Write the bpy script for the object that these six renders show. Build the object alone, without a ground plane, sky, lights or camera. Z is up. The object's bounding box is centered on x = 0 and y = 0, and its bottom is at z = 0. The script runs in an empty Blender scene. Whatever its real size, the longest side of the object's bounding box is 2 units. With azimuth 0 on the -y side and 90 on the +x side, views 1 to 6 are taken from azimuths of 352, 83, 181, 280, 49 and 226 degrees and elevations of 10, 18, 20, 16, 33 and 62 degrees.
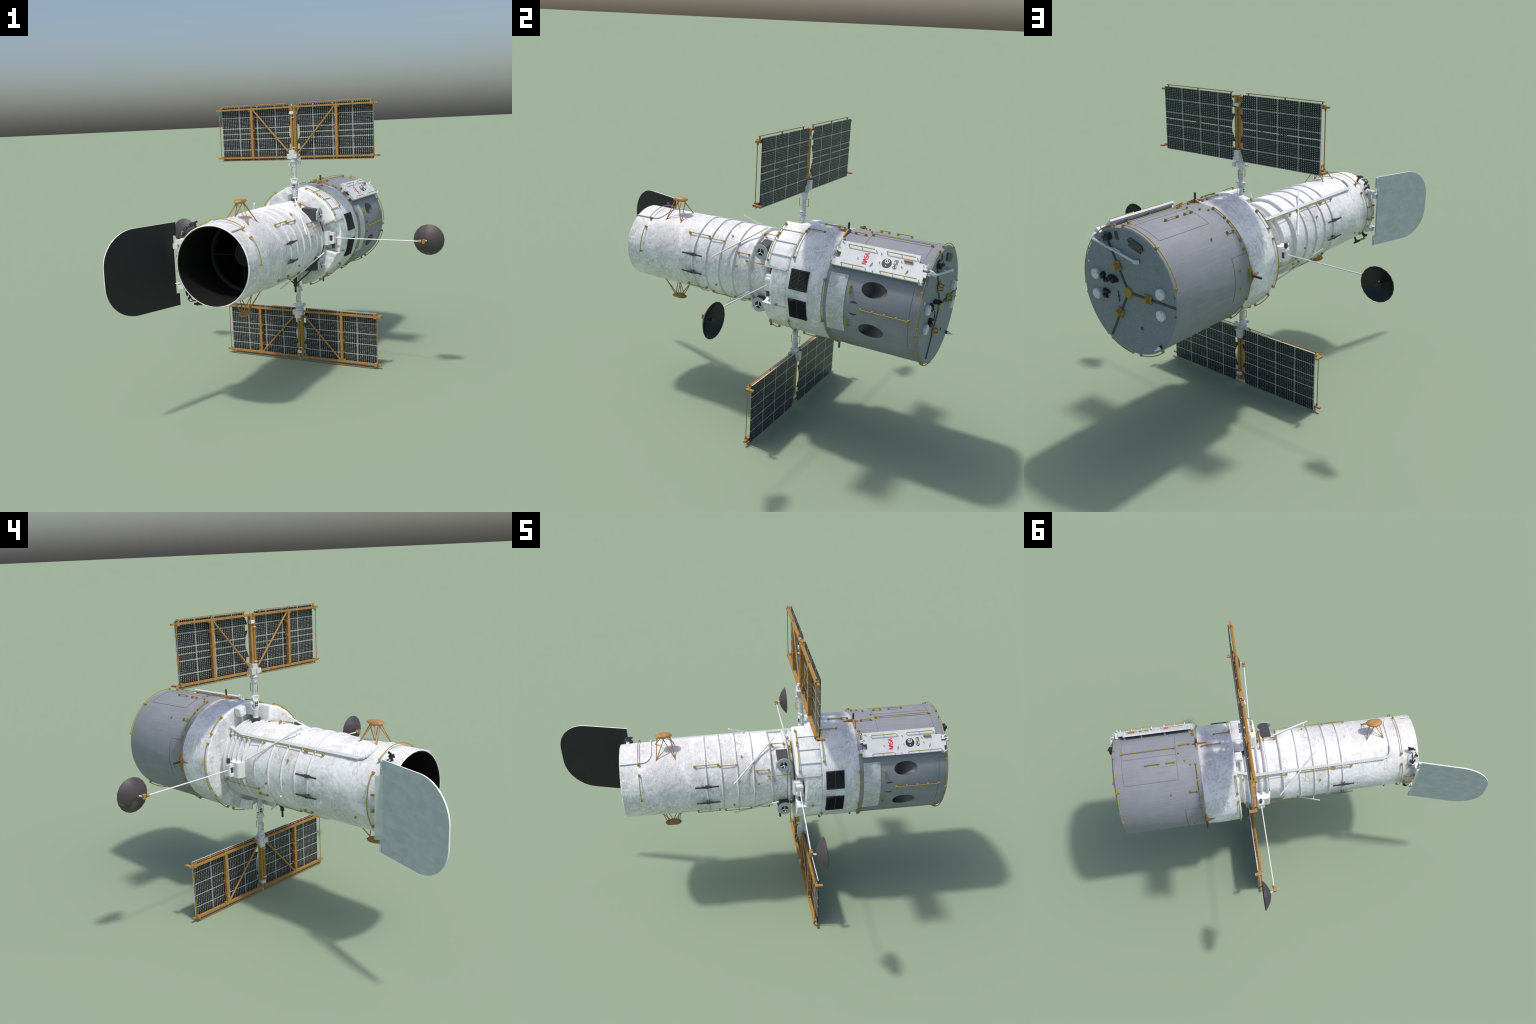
# Orbital observatory: white foil-wrapped tube, grey aft shroud, two solar arrays, two dish antennas.
# Local frame: X = across (dish booms), Y = along the tube (aft is +), Z = up. The root Empty yaws it into place.
import bpy, bmesh, math, random
from mathutils import Vector, Matrix, noise

random.seed(7)
ZC = 0.868                      # height of the tube axis
YAW = math.radians(-35.95)
CENTRE = (0.1050, -0.0762)

# ------------------------------------------------------------------ materials
def new_mat(name):
    m = bpy.data.materials.new(name)
    m.use_nodes = True
    nt = m.node_tree
    return m, nt, nt.nodes["Principled BSDF"]

def N(nt, kind, **props):
    n = nt.nodes.new(kind)
    for k, v in props.items():
        setattr(n, k, v)
    return n

def coords(nt, scale=(1, 1, 1)):
    tc = N(nt, "ShaderNodeTexCoord")
    mp = N(nt, "ShaderNodeMapping")
    mp.inputs["Scale"].default_value = scale
    nt.links.new(tc.outputs["Object"], mp.inputs["Vector"])
    return mp.outputs["Vector"]

def tex_noise(nt, vec, scale, detail=4, rough=0.55, distort=0.0):
    n = N(nt, "ShaderNodeTexNoise")
    n.inputs["Scale"].default_value = scale
    n.inputs["Detail"].default_value = detail
    n.inputs["Roughness"].default_value = rough
    n.inputs["Distortion"].default_value = distort
    nt.links.new(vec, n.inputs["Vector"])
    return n.outputs["Fac"]

def ramp(nt, fac, stops, interp="LINEAR"):
    r = N(nt, "ShaderNodeValToRGB")
    r.color_ramp.interpolation = interp
    els = r.color_ramp.elements
    while len(els) < len(stops):
        els.new(0.5)
    for e, (p, c) in zip(els, stops):
        e.position = p
        e.color = (*c, 1) if len(c) == 3 else c
    nt.links.new(fac, r.inputs["Fac"])
    return r.outputs["Color"]

def mix(nt, fac, a, b, mode="MIX"):
    m = N(nt, "ShaderNodeMix", data_type="RGBA", blend_type=mode)
    for sock, v in ((m.inputs[0], fac), (m.inputs[6], a), (m.inputs[7], b)):
        if hasattr(v, "links"):
            nt.links.new(v, sock)
        elif isinstance(v, (int, float)):
            sock.default_value = v
        else:
            sock.default_value = (*v, 1)
    return m.outputs[2]

def math_node(nt, op, a, b=None, c=None):
    m = N(nt, "ShaderNodeMath", operation=op)
    for i, v in enumerate((a, b, c)):
        if v is None:
            continue
        if hasattr(v, "links"):
            nt.links.new(v, m.inputs[i])
        else:
            m.inputs[i].default_value = v
    return m.outputs[0]

def bump(nt, bsdf, height, strength, dist):
    b = N(nt, "ShaderNodeBump")
    b.inputs["Strength"].default_value = strength
    b.inputs["Distance"].default_value = dist
    nt.links.new(height, b.inputs["Height"])
    nt.links.new(b.outputs["Normal"], bsdf.inputs["Normal"])

def foil(name, light, grey, crease, rough=0.5, scale=1.0, depth=0.28):
    """Crumpled blanket: fold shading painted pale to grey, crisp-edged; drawn creases, broad blotches."""
    m, nt, b = new_mat(name)
    v = coords(nt)
    def warped(vec, sc, amt, detail=3):
        w = N(nt, "ShaderNodeTexNoise")
        w.inputs["Scale"].default_value = sc
        w.inputs["Detail"].default_value = detail
        nt.links.new(vec, w.inputs["Vector"])
        sub = N(nt, "ShaderNodeVectorMath", operation="SUBTRACT")
        sub.inputs[1].default_value = (0.5, 0.5, 0.5)
        nt.links.new(w.outputs["Color"], sub.inputs[0])
        mul = N(nt, "ShaderNodeVectorMath", operation="SCALE")
        mul.inputs["Scale"].default_value = amt
        nt.links.new(sub.outputs[0], mul.inputs[0])
        add = N(nt, "ShaderNodeVectorMath", operation="ADD")
        nt.links.new(vec, add.inputs[0])
        nt.links.new(mul.outputs[0], add.inputs[1])
        return add.outputs[0]
    def voro(vec, sc, feature):
        t = N(nt, "ShaderNodeTexVoronoi", feature=feature)
        t.inputs["Scale"].default_value = sc
        nt.links.new(vec, t.inputs["Vector"])
        return t
    def ramp1(fac, stops):
        return ramp(nt, fac, [(p, (c, c, c)) for p, c in stops])
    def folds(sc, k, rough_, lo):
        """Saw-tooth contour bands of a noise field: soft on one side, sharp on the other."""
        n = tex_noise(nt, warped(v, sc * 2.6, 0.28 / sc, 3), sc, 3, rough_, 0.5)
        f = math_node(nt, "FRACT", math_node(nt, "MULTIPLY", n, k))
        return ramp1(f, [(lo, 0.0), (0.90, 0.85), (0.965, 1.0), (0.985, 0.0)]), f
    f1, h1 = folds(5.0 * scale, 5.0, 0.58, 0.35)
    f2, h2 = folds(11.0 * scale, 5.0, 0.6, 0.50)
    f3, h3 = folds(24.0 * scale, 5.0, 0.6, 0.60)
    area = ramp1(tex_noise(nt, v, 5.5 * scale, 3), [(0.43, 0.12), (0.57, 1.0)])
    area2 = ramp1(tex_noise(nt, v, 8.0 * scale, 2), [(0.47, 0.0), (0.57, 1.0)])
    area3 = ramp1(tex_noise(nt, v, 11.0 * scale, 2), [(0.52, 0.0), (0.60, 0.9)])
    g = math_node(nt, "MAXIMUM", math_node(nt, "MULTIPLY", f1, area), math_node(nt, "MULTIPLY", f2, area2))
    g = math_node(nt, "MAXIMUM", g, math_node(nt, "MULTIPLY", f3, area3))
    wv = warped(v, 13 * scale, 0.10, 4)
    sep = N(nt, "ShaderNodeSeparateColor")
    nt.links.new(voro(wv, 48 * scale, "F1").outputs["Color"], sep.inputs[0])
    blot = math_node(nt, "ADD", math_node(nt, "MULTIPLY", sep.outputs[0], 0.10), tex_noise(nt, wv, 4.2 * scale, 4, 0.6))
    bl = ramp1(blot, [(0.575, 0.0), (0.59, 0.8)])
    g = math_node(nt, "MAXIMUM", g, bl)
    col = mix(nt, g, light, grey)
    crk = voro(wv, 22 * scale, "DISTANCE_TO_EDGE")
    line = ramp1(crk.outputs["Distance"], [(0.0, 1.0), (0.04, 0.0)])
    gate = ramp1(tex_noise(nt, v, 9 * scale, 3), [(0.54, 0.0), (0.62, 0.45)])
    col = mix(nt, math_node(nt, "MULTIPLY", line, gate), col, crease)
    # long slanting dark streaks and open branching dark lines
    mp = N(nt, "ShaderNodeMapping")
    mp.inputs["Rotation"].default_value = (0.55, 0.0, 0.6)
    mp.inputs["Scale"].default_value = (1.0, 3.4, 1.0)
    nt.links.new(v, mp.inputs["Vector"])
    def veins(vec, sc, w, gs, lo, k):
        n = tex_noise(nt, vec, sc * scale, 3, 0.55, 0.9)
        r = math_node(nt, "ABSOLUTE", math_node(nt, "SUBTRACT", n, 0.5))
        ln = ramp1(r, [(0.0, 1.0), (w, 0.0)])
        gt = ramp1(tex_noise(nt, v, gs * scale, 2), [(lo, 0.0), (lo + 0.08, k)])
        return math_node(nt, "MULTIPLY", ln, gt)
    col = mix(nt, veins(mp.outputs["Vector"], 13, 0.030, 6, 0.46, 0.75), col, crease)
    col = mix(nt, veins(v, 17, 0.018, 8, 0.47, 0.7), col, crease)
    nt.links.new(col, b.inputs["Base Color"])
    b.inputs["Roughness"].default_value = rough
    b.inputs["Specular IOR Level"].default_value = 0.4
    hgt = math_node(nt, "ADD", h1, math_node(nt, "ADD", math_node(nt, "ADD", math_node(nt, "MULTIPLY", h2, 0.6), math_node(nt, "MULTIPLY", h3, 0.3)), math_node(nt, "MULTIPLY", crk.outputs["Distance"], 0.6)))
    bump(nt, b, hgt, depth, 0.0035)
    return m

def plain(name, col, rough=0.5, metal=0.0, var=0.0, vscale=30, spec=0.5, bmp=0.0, stretch=(1, 1, 1)):
    m, nt, b = new_mat(name)
    b.inputs["Roughness"].default_value = rough
    b.inputs["Metallic"].default_value = metal
    b.inputs["Specular IOR Level"].default_value = spec
    b.inputs["Base Color"].default_value = (*col, 1)
    if var > 0:
        n = tex_noise(nt, coords(nt, stretch), vscale, 4, 0.6)
        lo = tuple(max(0, c * (1 - var)) for c in col)
        hi = tuple(min(1, c * (1 + var)) for c in col)
        nt.links.new(ramp(nt, n, [(0.3, lo), (0.7, hi)]), b.inputs["Base Color"])
        if bmp:
            bump(nt, b, n, bmp, 0.002)
    return m

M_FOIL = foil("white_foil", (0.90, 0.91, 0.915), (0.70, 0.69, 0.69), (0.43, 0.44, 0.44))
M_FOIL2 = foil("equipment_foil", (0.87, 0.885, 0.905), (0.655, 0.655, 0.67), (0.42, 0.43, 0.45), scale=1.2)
M_PATCH = foil("patch_foil", (0.66, 0.685, 0.69), (0.49, 0.495, 0.495), (0.35, 0.36, 0.36), scale=1.6)
M_MAST = foil("mast_foil", (0.78, 0.795, 0.81), (0.57, 0.575, 0.59), (0.40, 0.41, 0.42), scale=2.4)
M_WHITE = plain("white_paint", (0.78, 0.79, 0.79), 0.45, var=0.05, vscale=60)
M_RIB = plain("rib_foil", (0.70, 0.71, 0.73), 0.5, var=0.12, vscale=90, bmp=0.4)
M_STRAP = plain("conduit_wrap", (0.66, 0.70, 0.70), 0.5, var=0.06, vscale=80, stretch=(1, 1, 1))
M_RAIL = plain("handrail_yellow", (0.37, 0.265, 0.04), 0.5, var=0.15, vscale=120)
M_ORANGE = plain("gold_tape", (0.385, 0.205, 0.05), 0.5, var=0.22, vscale=55, bmp=0.3)
M_BROWN = plain("amber_tape", (0.40, 0.215, 0.062), 0.5, var=0.2, vscale=60)
M_GOLD = plain("gold_fitting", (0.31, 0.225, 0.03), 0.4, var=0.25, vscale=150)
M_BLACK = plain("black_fitting", (0.022, 0.023, 0.024), 0.6, var=0.3, vscale=90)
M_DARK = plain("dark_grey_fitting", (0.055, 0.056, 0.058), 0.55, var=0.2, vscale=60)
M_INNER = plain("baffle_black", (0.015, 0.014, 0.014), 0.75, spec=0.12)
M_INNER2 = plain("baffle_ring_black", (0.042, 0.044, 0.045), 0.6, spec=0.3)
M_DOOR_IN = plain("door_black", (0.016, 0.018, 0.018), 0.6, spec=0.35)
M_RED = plain("red_lettering", (0.75, 0.03, 0.04), 0.5)
M_INK = plain("ink_lettering", (0.035, 0.035, 0.035), 0.5)
M_SEAM = plain("seam_shadow", (0.10, 0.10, 0.115), 0.7)
M_PORT = plain("port_lining", (0.105, 0.105, 0.11), 0.5, var=0.15, vscale=40)
M_LOUVRE = plain("louvre_black", (0.020, 0.023, 0.026), 0.5, spec=0.4)
M_EDGE = plain("panel_edging", (0.60, 0.63, 0.63), 0.5)
M_DISC = foil("blanket_disc", (0.74, 0.77, 0.79), (0.62, 0.65, 0.67), (0.42, 0.45, 0.47), scale=2.2)
M_TRACKER = plain("tracker_flange", (0.42, 0.47, 0.48), 0.45, var=0.06)
M_PANELW = plain("white_board", (0.72, 0.745, 0.75), 0.5, var=0.06, vscale=25, bmp=0.3)

def door_outer():
    m, nt, b = new_mat("door_grey")
    n = tex_noise(nt, coords(nt, (1, 1, 2.2)), 12, 5, 0.6, 0.6)
    col = ramp(nt, n, [(0.3, (0.44, 0.505, 0.51)), (0.7, (0.585, 0.65, 0.655))])
    nt.links.new(col, b.inputs["Base Color"])
    b.inputs["Roughness"].default_value = 0.5
    bump(nt, b, n, 0.25, 0.004)
    return m
M_DOOR = door_outer()

def dish_mat():
    m, nt, b = new_mat("dish_graphite")
    v = coords(nt)
    n = N(nt, "ShaderNodeTexVoronoi", feature="F1")
    n.inputs["Scale"].default_value = 22
    nt.links.new(v, n.inputs["Vector"])
    sp = N(nt, "ShaderNodeSeparateColor")
    nt.links.new(n.outputs["Color"], sp.inputs[0])
    col = ramp(nt, sp.outputs[0], [(0.0, (0.052, 0.042, 0.047)), (0.86, (0.064, 0.052, 0.058)), (0.88, (0.10, 0.088, 0.092))])
    nt.links.new(col, b.inputs["Base Color"])
    b.inputs["Roughness"].default_value = 0.55
    return m
M_DISH = dish_mat()
M_DISH_IN = plain("dish_black", (0.011, 0.011, 0.014), 0.4)

def shroud_mat():
    """Satin grey tape: fine square grid of seams and faint streaks along the shell."""
    m, nt, b = new_mat("shroud_grey")
    tc = N(nt, "ShaderNodeTexCoord")
    sx = N(nt, "ShaderNodeSeparateXYZ")
    nt.links.new(tc.outputs["Object"], sx.inputs[0])
    ang = math_node(nt, "ARCTAN2", sx.outputs[2], sx.outputs[0])
    def lines(val, freq, w):
        f = math_node(nt, "FRACT", math_node(nt, "MULTIPLY", val, freq))
        return math_node(nt, "LESS_THAN", f, w)
    g1 = lines(ang, 15.0, 0.09)
    g2 = lines(sx.outputs[1], 46.0, 0.09)
    grid = math_node(nt, "MAXIMUM", g1, g2)
    v = coords(nt, (1, 1, 1))
    n1 = tex_noise(nt, v, 9, 4, 0.6)
    streak = tex_noise(nt, coords(nt, (26, 1.6, 26)), 3.2, 4, 0.6)
    base = ramp(nt, n1, [(0.3, (0.252, 0.268, 0.298)), (0.7, (0.295, 0.311, 0.341))])
    base = mix(nt, math_node(nt, "MULTIPLY", grid, 0.22), base, (0.205, 0.207, 0.24))
    sm = ramp(nt, streak, [(0.50, (0, 0, 0)), (0.70, (1, 1, 1))])
    base = mix(nt, math_node(nt, "MULTIPLY", sm, 0.28), base, (0.40, 0.405, 0.425))
    nt.links.new(base, b.inputs["Base Color"])
    b.inputs["Roughness"].default_value = 0.62
    b.inputs["Metallic"].default_value = 0.0
    b.inputs["Specular IOR Level"].default_value = 0.3
    return m
M_SHROUD = shroud_mat()

def bulkhead_mat():
    m, nt, b = new_mat("bulkhead_blue_grey")
    tc = N(nt, "ShaderNodeTexCoord")
    sx = N(nt, "ShaderNodeSeparateXYZ")
    nt.links.new(tc.outputs["Object"], sx.inputs[0])
    r = math_node(nt, "SQRT", math_node(nt, "ADD", math_node(nt, "MULTIPLY", sx.outputs[0], sx.outputs[0]),
                                        math_node(nt, "MULTIPLY", sx.outputs[2], sx.outputs[2])))
    rings = math_node(nt, "SINE", math_node(nt, "MULTIPLY", r, 420))
    n = tex_noise(nt, coords(nt), 70, 5, 0.7)
    f = math_node(nt, "ADD", math_node(nt, "MULTIPLY", rings, 0.06), n)
    col = ramp(nt, f, [(0.3, (0.185, 0.225, 0.262)), (0.7, (0.25, 0.29, 0.33))])
    nt.links.new(col, b.inputs["Base Color"])
    b.inputs["Roughness"].default_value = 0.55
    return m
M_BULK = bulkhead_mat()

def cell_mat():
    """Black photovoltaic strings: ten per pane, pale contact dots between the cells."""
    m, nt, b = new_mat("solar_cells")
    tc = N(nt, "ShaderNodeTexCoord")
    sx = N(nt, "ShaderNodeSeparateXYZ")
    nt.links.new(tc.outputs["Object"], sx.inputs[0])
    px = math_node(nt, "MULTIPLY", sx.outputs[0], 1 / 0.01345)
    pz = math_node(nt, "MULTIPLY", sx.outputs[2], 1 / 0.0090)
    fx = math_node(nt, "ABSOLUTE", math_node(nt, "SUBTRACT", math_node(nt, "FRACT", px), 0.5))
    fz = math_node(nt, "ABSOLUTE", math_node(nt, "SUBTRACT", math_node(nt, "FRACT", pz), 0.5))
    dot = math_node(nt, "MULTIPLY", math_node(nt, "LESS_THAN", fx, 0.17), math_node(nt, "LESS_THAN", fz, 0.19))
    gap = math_node(nt, "GREATER_THAN", fx, 0.42)
    wn = N(nt, "ShaderNodeTexWhiteNoise")
    comb = N(nt, "ShaderNodeCombineXYZ")
    nt.links.new(math_node(nt, "FLOOR", px), comb.inputs[0])
    nt.links.new(math_node(nt, "FLOOR", pz), comb.inputs[1])
    nt.links.new(comb.outputs[0], wn.inputs["Vector"])
    dcol = ramp(nt, wn.outputs["Value"], [(0.0, (0.22, 0.245, 0.25)), (1.0, (0.62, 0.66, 0.66))])
    cells = mix(nt, gap, (0.016, 0.020, 0.021), (0.008, 0.009, 0.009))
    nt.links.new(mix(nt, dot, cells, dcol), b.inputs["Base Color"])
    b.inputs["Roughness"].default_value = 0.4
    b.inputs["Specular IOR Level"].default_value = 0.35
    return m
M_CELL = cell_mat()

# ------------------------------------------------------------------ object helpers
root = bpy.data.objects.new("space_telescope", None)
root.location = (CENTRE[0], CENTRE[1], 0)
root.rotation_euler = (0, 0, YAW)
root["label"] = "white foil-wrapped space telescope with black solar arrays"
root["category"] = "space telescope"
bpy.context.scene.collection.objects.link(root)

def link(ob, parent=None):
    bpy.context.scene.collection.objects.link(ob)
    ob.parent = parent or root
    if parent is None or parent is root:
        ob.location.z += ZC
    return ob

def obj_from_bm(name, bm, mats, parent=None, smooth=None, loc=(0, 0, 0)):
    bmesh.ops.recalc_face_normals(bm, faces=bm.faces)
    me = bpy.data.meshes.new(name)
    bm.to_mesh(me)
    bm.free()
    for mt in (mats if isinstance(mats, (list, tuple)) else [mats]):
        me.materials.append(mt)
    if smooth is not None:
        me.polygons.foreach_set("use_smooth", [True] * len(me.polygons))
        me.set_sharp_from_angle(angle=math.radians(smooth))
    ob = bpy.data.objects.new(name, me)
    ob.location = loc
    return link(ob, parent)

def cyl_pt(r, th, a):
    t = math.radians(th)
    return Vector((r * math.cos(t), a, r * math.sin(t)))

def add_box(bm, lo, hi, mat=0, M=None):
    vs = [bm.verts.new(Vector((x, y, z))) for x in (lo[0], hi[0]) for y in (lo[1], hi[1]) for z in (lo[2], hi[2])]
    if M is not None:
        for v in vs:
            v.co = M @ v.co
    for q in ((0, 1, 3, 2), (4, 6, 7, 5), (0, 4, 5, 1), (2, 3, 7, 6), (0, 2, 6, 4), (1, 5, 7, 3)):
        f = bm.faces.new([vs[i] for i in q])
        f.material_index = mat
    return vs

def add_cbox(bm, c, s, mat=0, M=None):
    c, s = Vector(c), Vector(s) / 2
    return add_box(bm, c - s, c + s, mat, M)

def frame_at(p, d, up=None):
    """Matrix whose Z runs along d."""
    d = Vector(d).normalized()
    up = Vector(up) if up is not None else (Vector((0, 0, 1)) if abs(d.z) < 0.9 else Vector((1, 0, 0)))
    x = up.cross(d).normalized()
    y = d.cross(x)
    return Matrix.Translation(Vector(p)) @ Matrix((x, y, d)).transposed().to_4x4()

def add_rod(bm, p0, p1, r, n=10, r1=None, mat=0, caps=True):
    p0, p1 = Vector(p0), Vector(p1)
    M = frame_at(p0, p1 - p0)
    L = (p1 - p0).length
    r1 = r if r1 is None else r1
    a = [bm.verts.new(M @ Vector((r * math.cos(2 * math.pi * i / n), r * math.sin(2 * math.pi * i / n), 0))) for i in range(n)]
    b = [bm.verts.new(M @ Vector((r1 * math.cos(2 * math.pi * i / n), r1 * math.sin(2 * math.pi * i / n), L))) for i in range(n)]
    fs = [bm.faces.new((a[i], a[(i + 1) % n], b[(i + 1) % n], b[i])) for i in range(n)]
    if caps:
        fs += [bm.faces.new(a[::-1]), bm.faces.new(b)]
    for f in fs:
        f.material_index = mat

def add_path(bm, pts, r, n=6, mat=0):
    """Round bar swept along a polyline."""
    pts = [Vector(p) for p in pts]
    rings = []
    for i, p in enumerate(pts):
        d = (pts[min(i + 1, len(pts) - 1)] - pts[max(i - 1, 0)]).normalized()
        M = frame_at(p, d, up=Vector((0.31, 0.52, 0.79)))
        rings.append([bm.verts.new(M @ Vector((r * math.cos(2 * math.pi * k / n), r * math.sin(2 * math.pi * k / n), 0))) for k in range(n)])
    for A, B in zip(rings, rings[1:]):
        for k in range(n):
            bm.faces.new((A[k], A[(k + 1) % n], B[(k + 1) % n], B[k])).material_index = mat
    bm.faces.new(rings[0][::-1]).material_index = mat
    bm.faces.new(rings[-1]).material_index = mat

def add_lathe(bm, prof, n=48, M=None, mat=0, th0=0.0, th1=360.0, disp=None):
    """Revolve (along, radius) pairs about local Y; optional displacement(p, outward)."""
    full = abs(th1 - th0 - 360) < 1e-6
    cols = n if full else n + 1
    rows = []
    for (a, r) in prof:
        row = []
        for i in range(cols):
            row.append(cyl_pt(r, th0 + (th1 - th0) * i / n, a))
        rows.append(row)
    V = [[None] * cols for _ in rows]
    for j, row in enumerate(rows):
        for i, p in enumerate(row):
            q = p.copy()
            if disp:
                q = disp(p, prof, j)
            if M is not None:
                q = M @ q
            V[j][i] = bm.verts.new(q)
    for j in range(len(rows) - 1):
        for i in range(n):
            k = (i + 1) % cols
            bm.faces.new((V[j][i], V[j][k], V[j + 1][k], V[j + 1][i])).material_index = mat
    return V

def dense(prof, step):
    out = [prof[0]]
    for (a0, r0), (a1, r1) in zip(prof, prof[1:]):
        k = max(1, int(math.ceil(math.hypot(a1 - a0, r1 - r0) / step)))
        for i in range(1, k + 1):
            out.append((a0 + (a1 - a0) * i / k, r0 + (r1 - r0) * i / k))
    return out

def crumple(p, amp, s=1.0, seed=0.0):
    """Height of crinkled blanket at p: angular facets with sharp creases on soft billows (zero mean)."""
    q = p * s + Vector((seed, seed * 1.7, -seed))
    w = noise.noise_vector(q * 10) * 0.05
    d, _ = noise.voronoi((q + w) * 17)
    d2, _ = noise.voronoi((q + w * 1.4) * 36 + Vector((5, 2, 8)))
    return amp * (1.5 * (d[1] - d[0]) + 0.7 * (d2[1] - d2[0]) + 0.7 * noise.noise(q * 7) - 0.78)

def foil_disp(amp, s=1.0, seed=0.0, ends=None):
    def f(p, prof, j):
        a0, r0 = prof[max(j - 1, 0)]
        a1, r1 = prof[min(j + 1, len(prof) - 1)]
        rad = Vector((p.x, 0, p.z)).normalized()
        nrm = rad * (a1 - a0) - Vector((0, 1, 0)) * (r1 - r0)
        if nrm.length < 1e-9:
            return p
        nrm.normalize()
        k = 1.0
        if ends:
            k = min(1.0, max(0.0, (p.y - ends[0]) / 0.02), max(0.0, (ends[1] - p.y) / 0.02))
        return p + nrm * crumple(p, amp, s, seed) * k
    return f

def sector(name, a0, a1, r0, r1, th0, th1, mat, amp=0.0, seed=0.0, parent=None, step=0.008):
    """Curved solid block with crinkled skin."""
    bm = bmesh.new()
    na = max(2, int((a1 - a0) / step)); nr = max(2, int((r1 - r0) / step)); nt_ = max(2, int(math.radians(th1 - th0) * r1 / step))
    cache = {}
    cen = Vector((0, (a0 + a1) / 2, 0)) + cyl_pt((r0 + r1) / 2, (th0 + th1) / 2, 0)
    def vert(i, j, k):
        key = (i, j, k)
        if key not in cache:
            a = a0 + (a1 - a0) * i / na; r = r0 + (r1 - r0) * j / nr; th = th0 + (th1 - th0) * k / nt_
            p = cyl_pt(r, th, a)
            d = Vector((0, 0, 0))
            rad = cyl_pt(1, th, 0)
            if j == nr: d += rad
            if i == 0: d -= Vector((0, 1, 0))
            if i == na: d += Vector((0, 1, 0))
            if k == 0: d -= cyl_pt(1, th + 90, 0)
            if k == nt_: d += cyl_pt(1, th + 90, 0)
            if d.length > 0:
                multi = d.length > 1.2
                d.normalize()
                p = p + d * (crumple(p, amp, 1.0, seed) - (0.004 if multi else 0))
            cache[key] = bm.verts.new(p)
        return cache[key]
    def grid(n1, n2, f):
        for i in range(n1):
            for j in range(n2):
                bm.faces.new((f(i, j), f(i + 1, j), f(i + 1, j + 1), f(i, j + 1)))
    grid(nr, nt_, lambda j, k: vert(0, j, k)); grid(nr, nt_, lambda j, k: vert(na, j, k))
    grid(na, nt_, lambda i, k: vert(i, nr, k)); grid(na, nt_, lambda i, k: vert(i, 0, k))
    grid(na, nr, lambda i, j: vert(i, j, 0)); grid(na, nr, lambda i, j: vert(i, j, nt_))
    return obj_from_bm(name, bm, mat, parent, smooth=50)

# ------------------------------------------------------------------ forward shell (tube)
FRONT, AFT = -0.923, 1.0385
R_SHELL = 0.2325
RINGS = [(-0.412, 0.0075), (-0.321, 0.0075), (-0.226, 0.008), (-0.129, 0.0085)]

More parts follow.
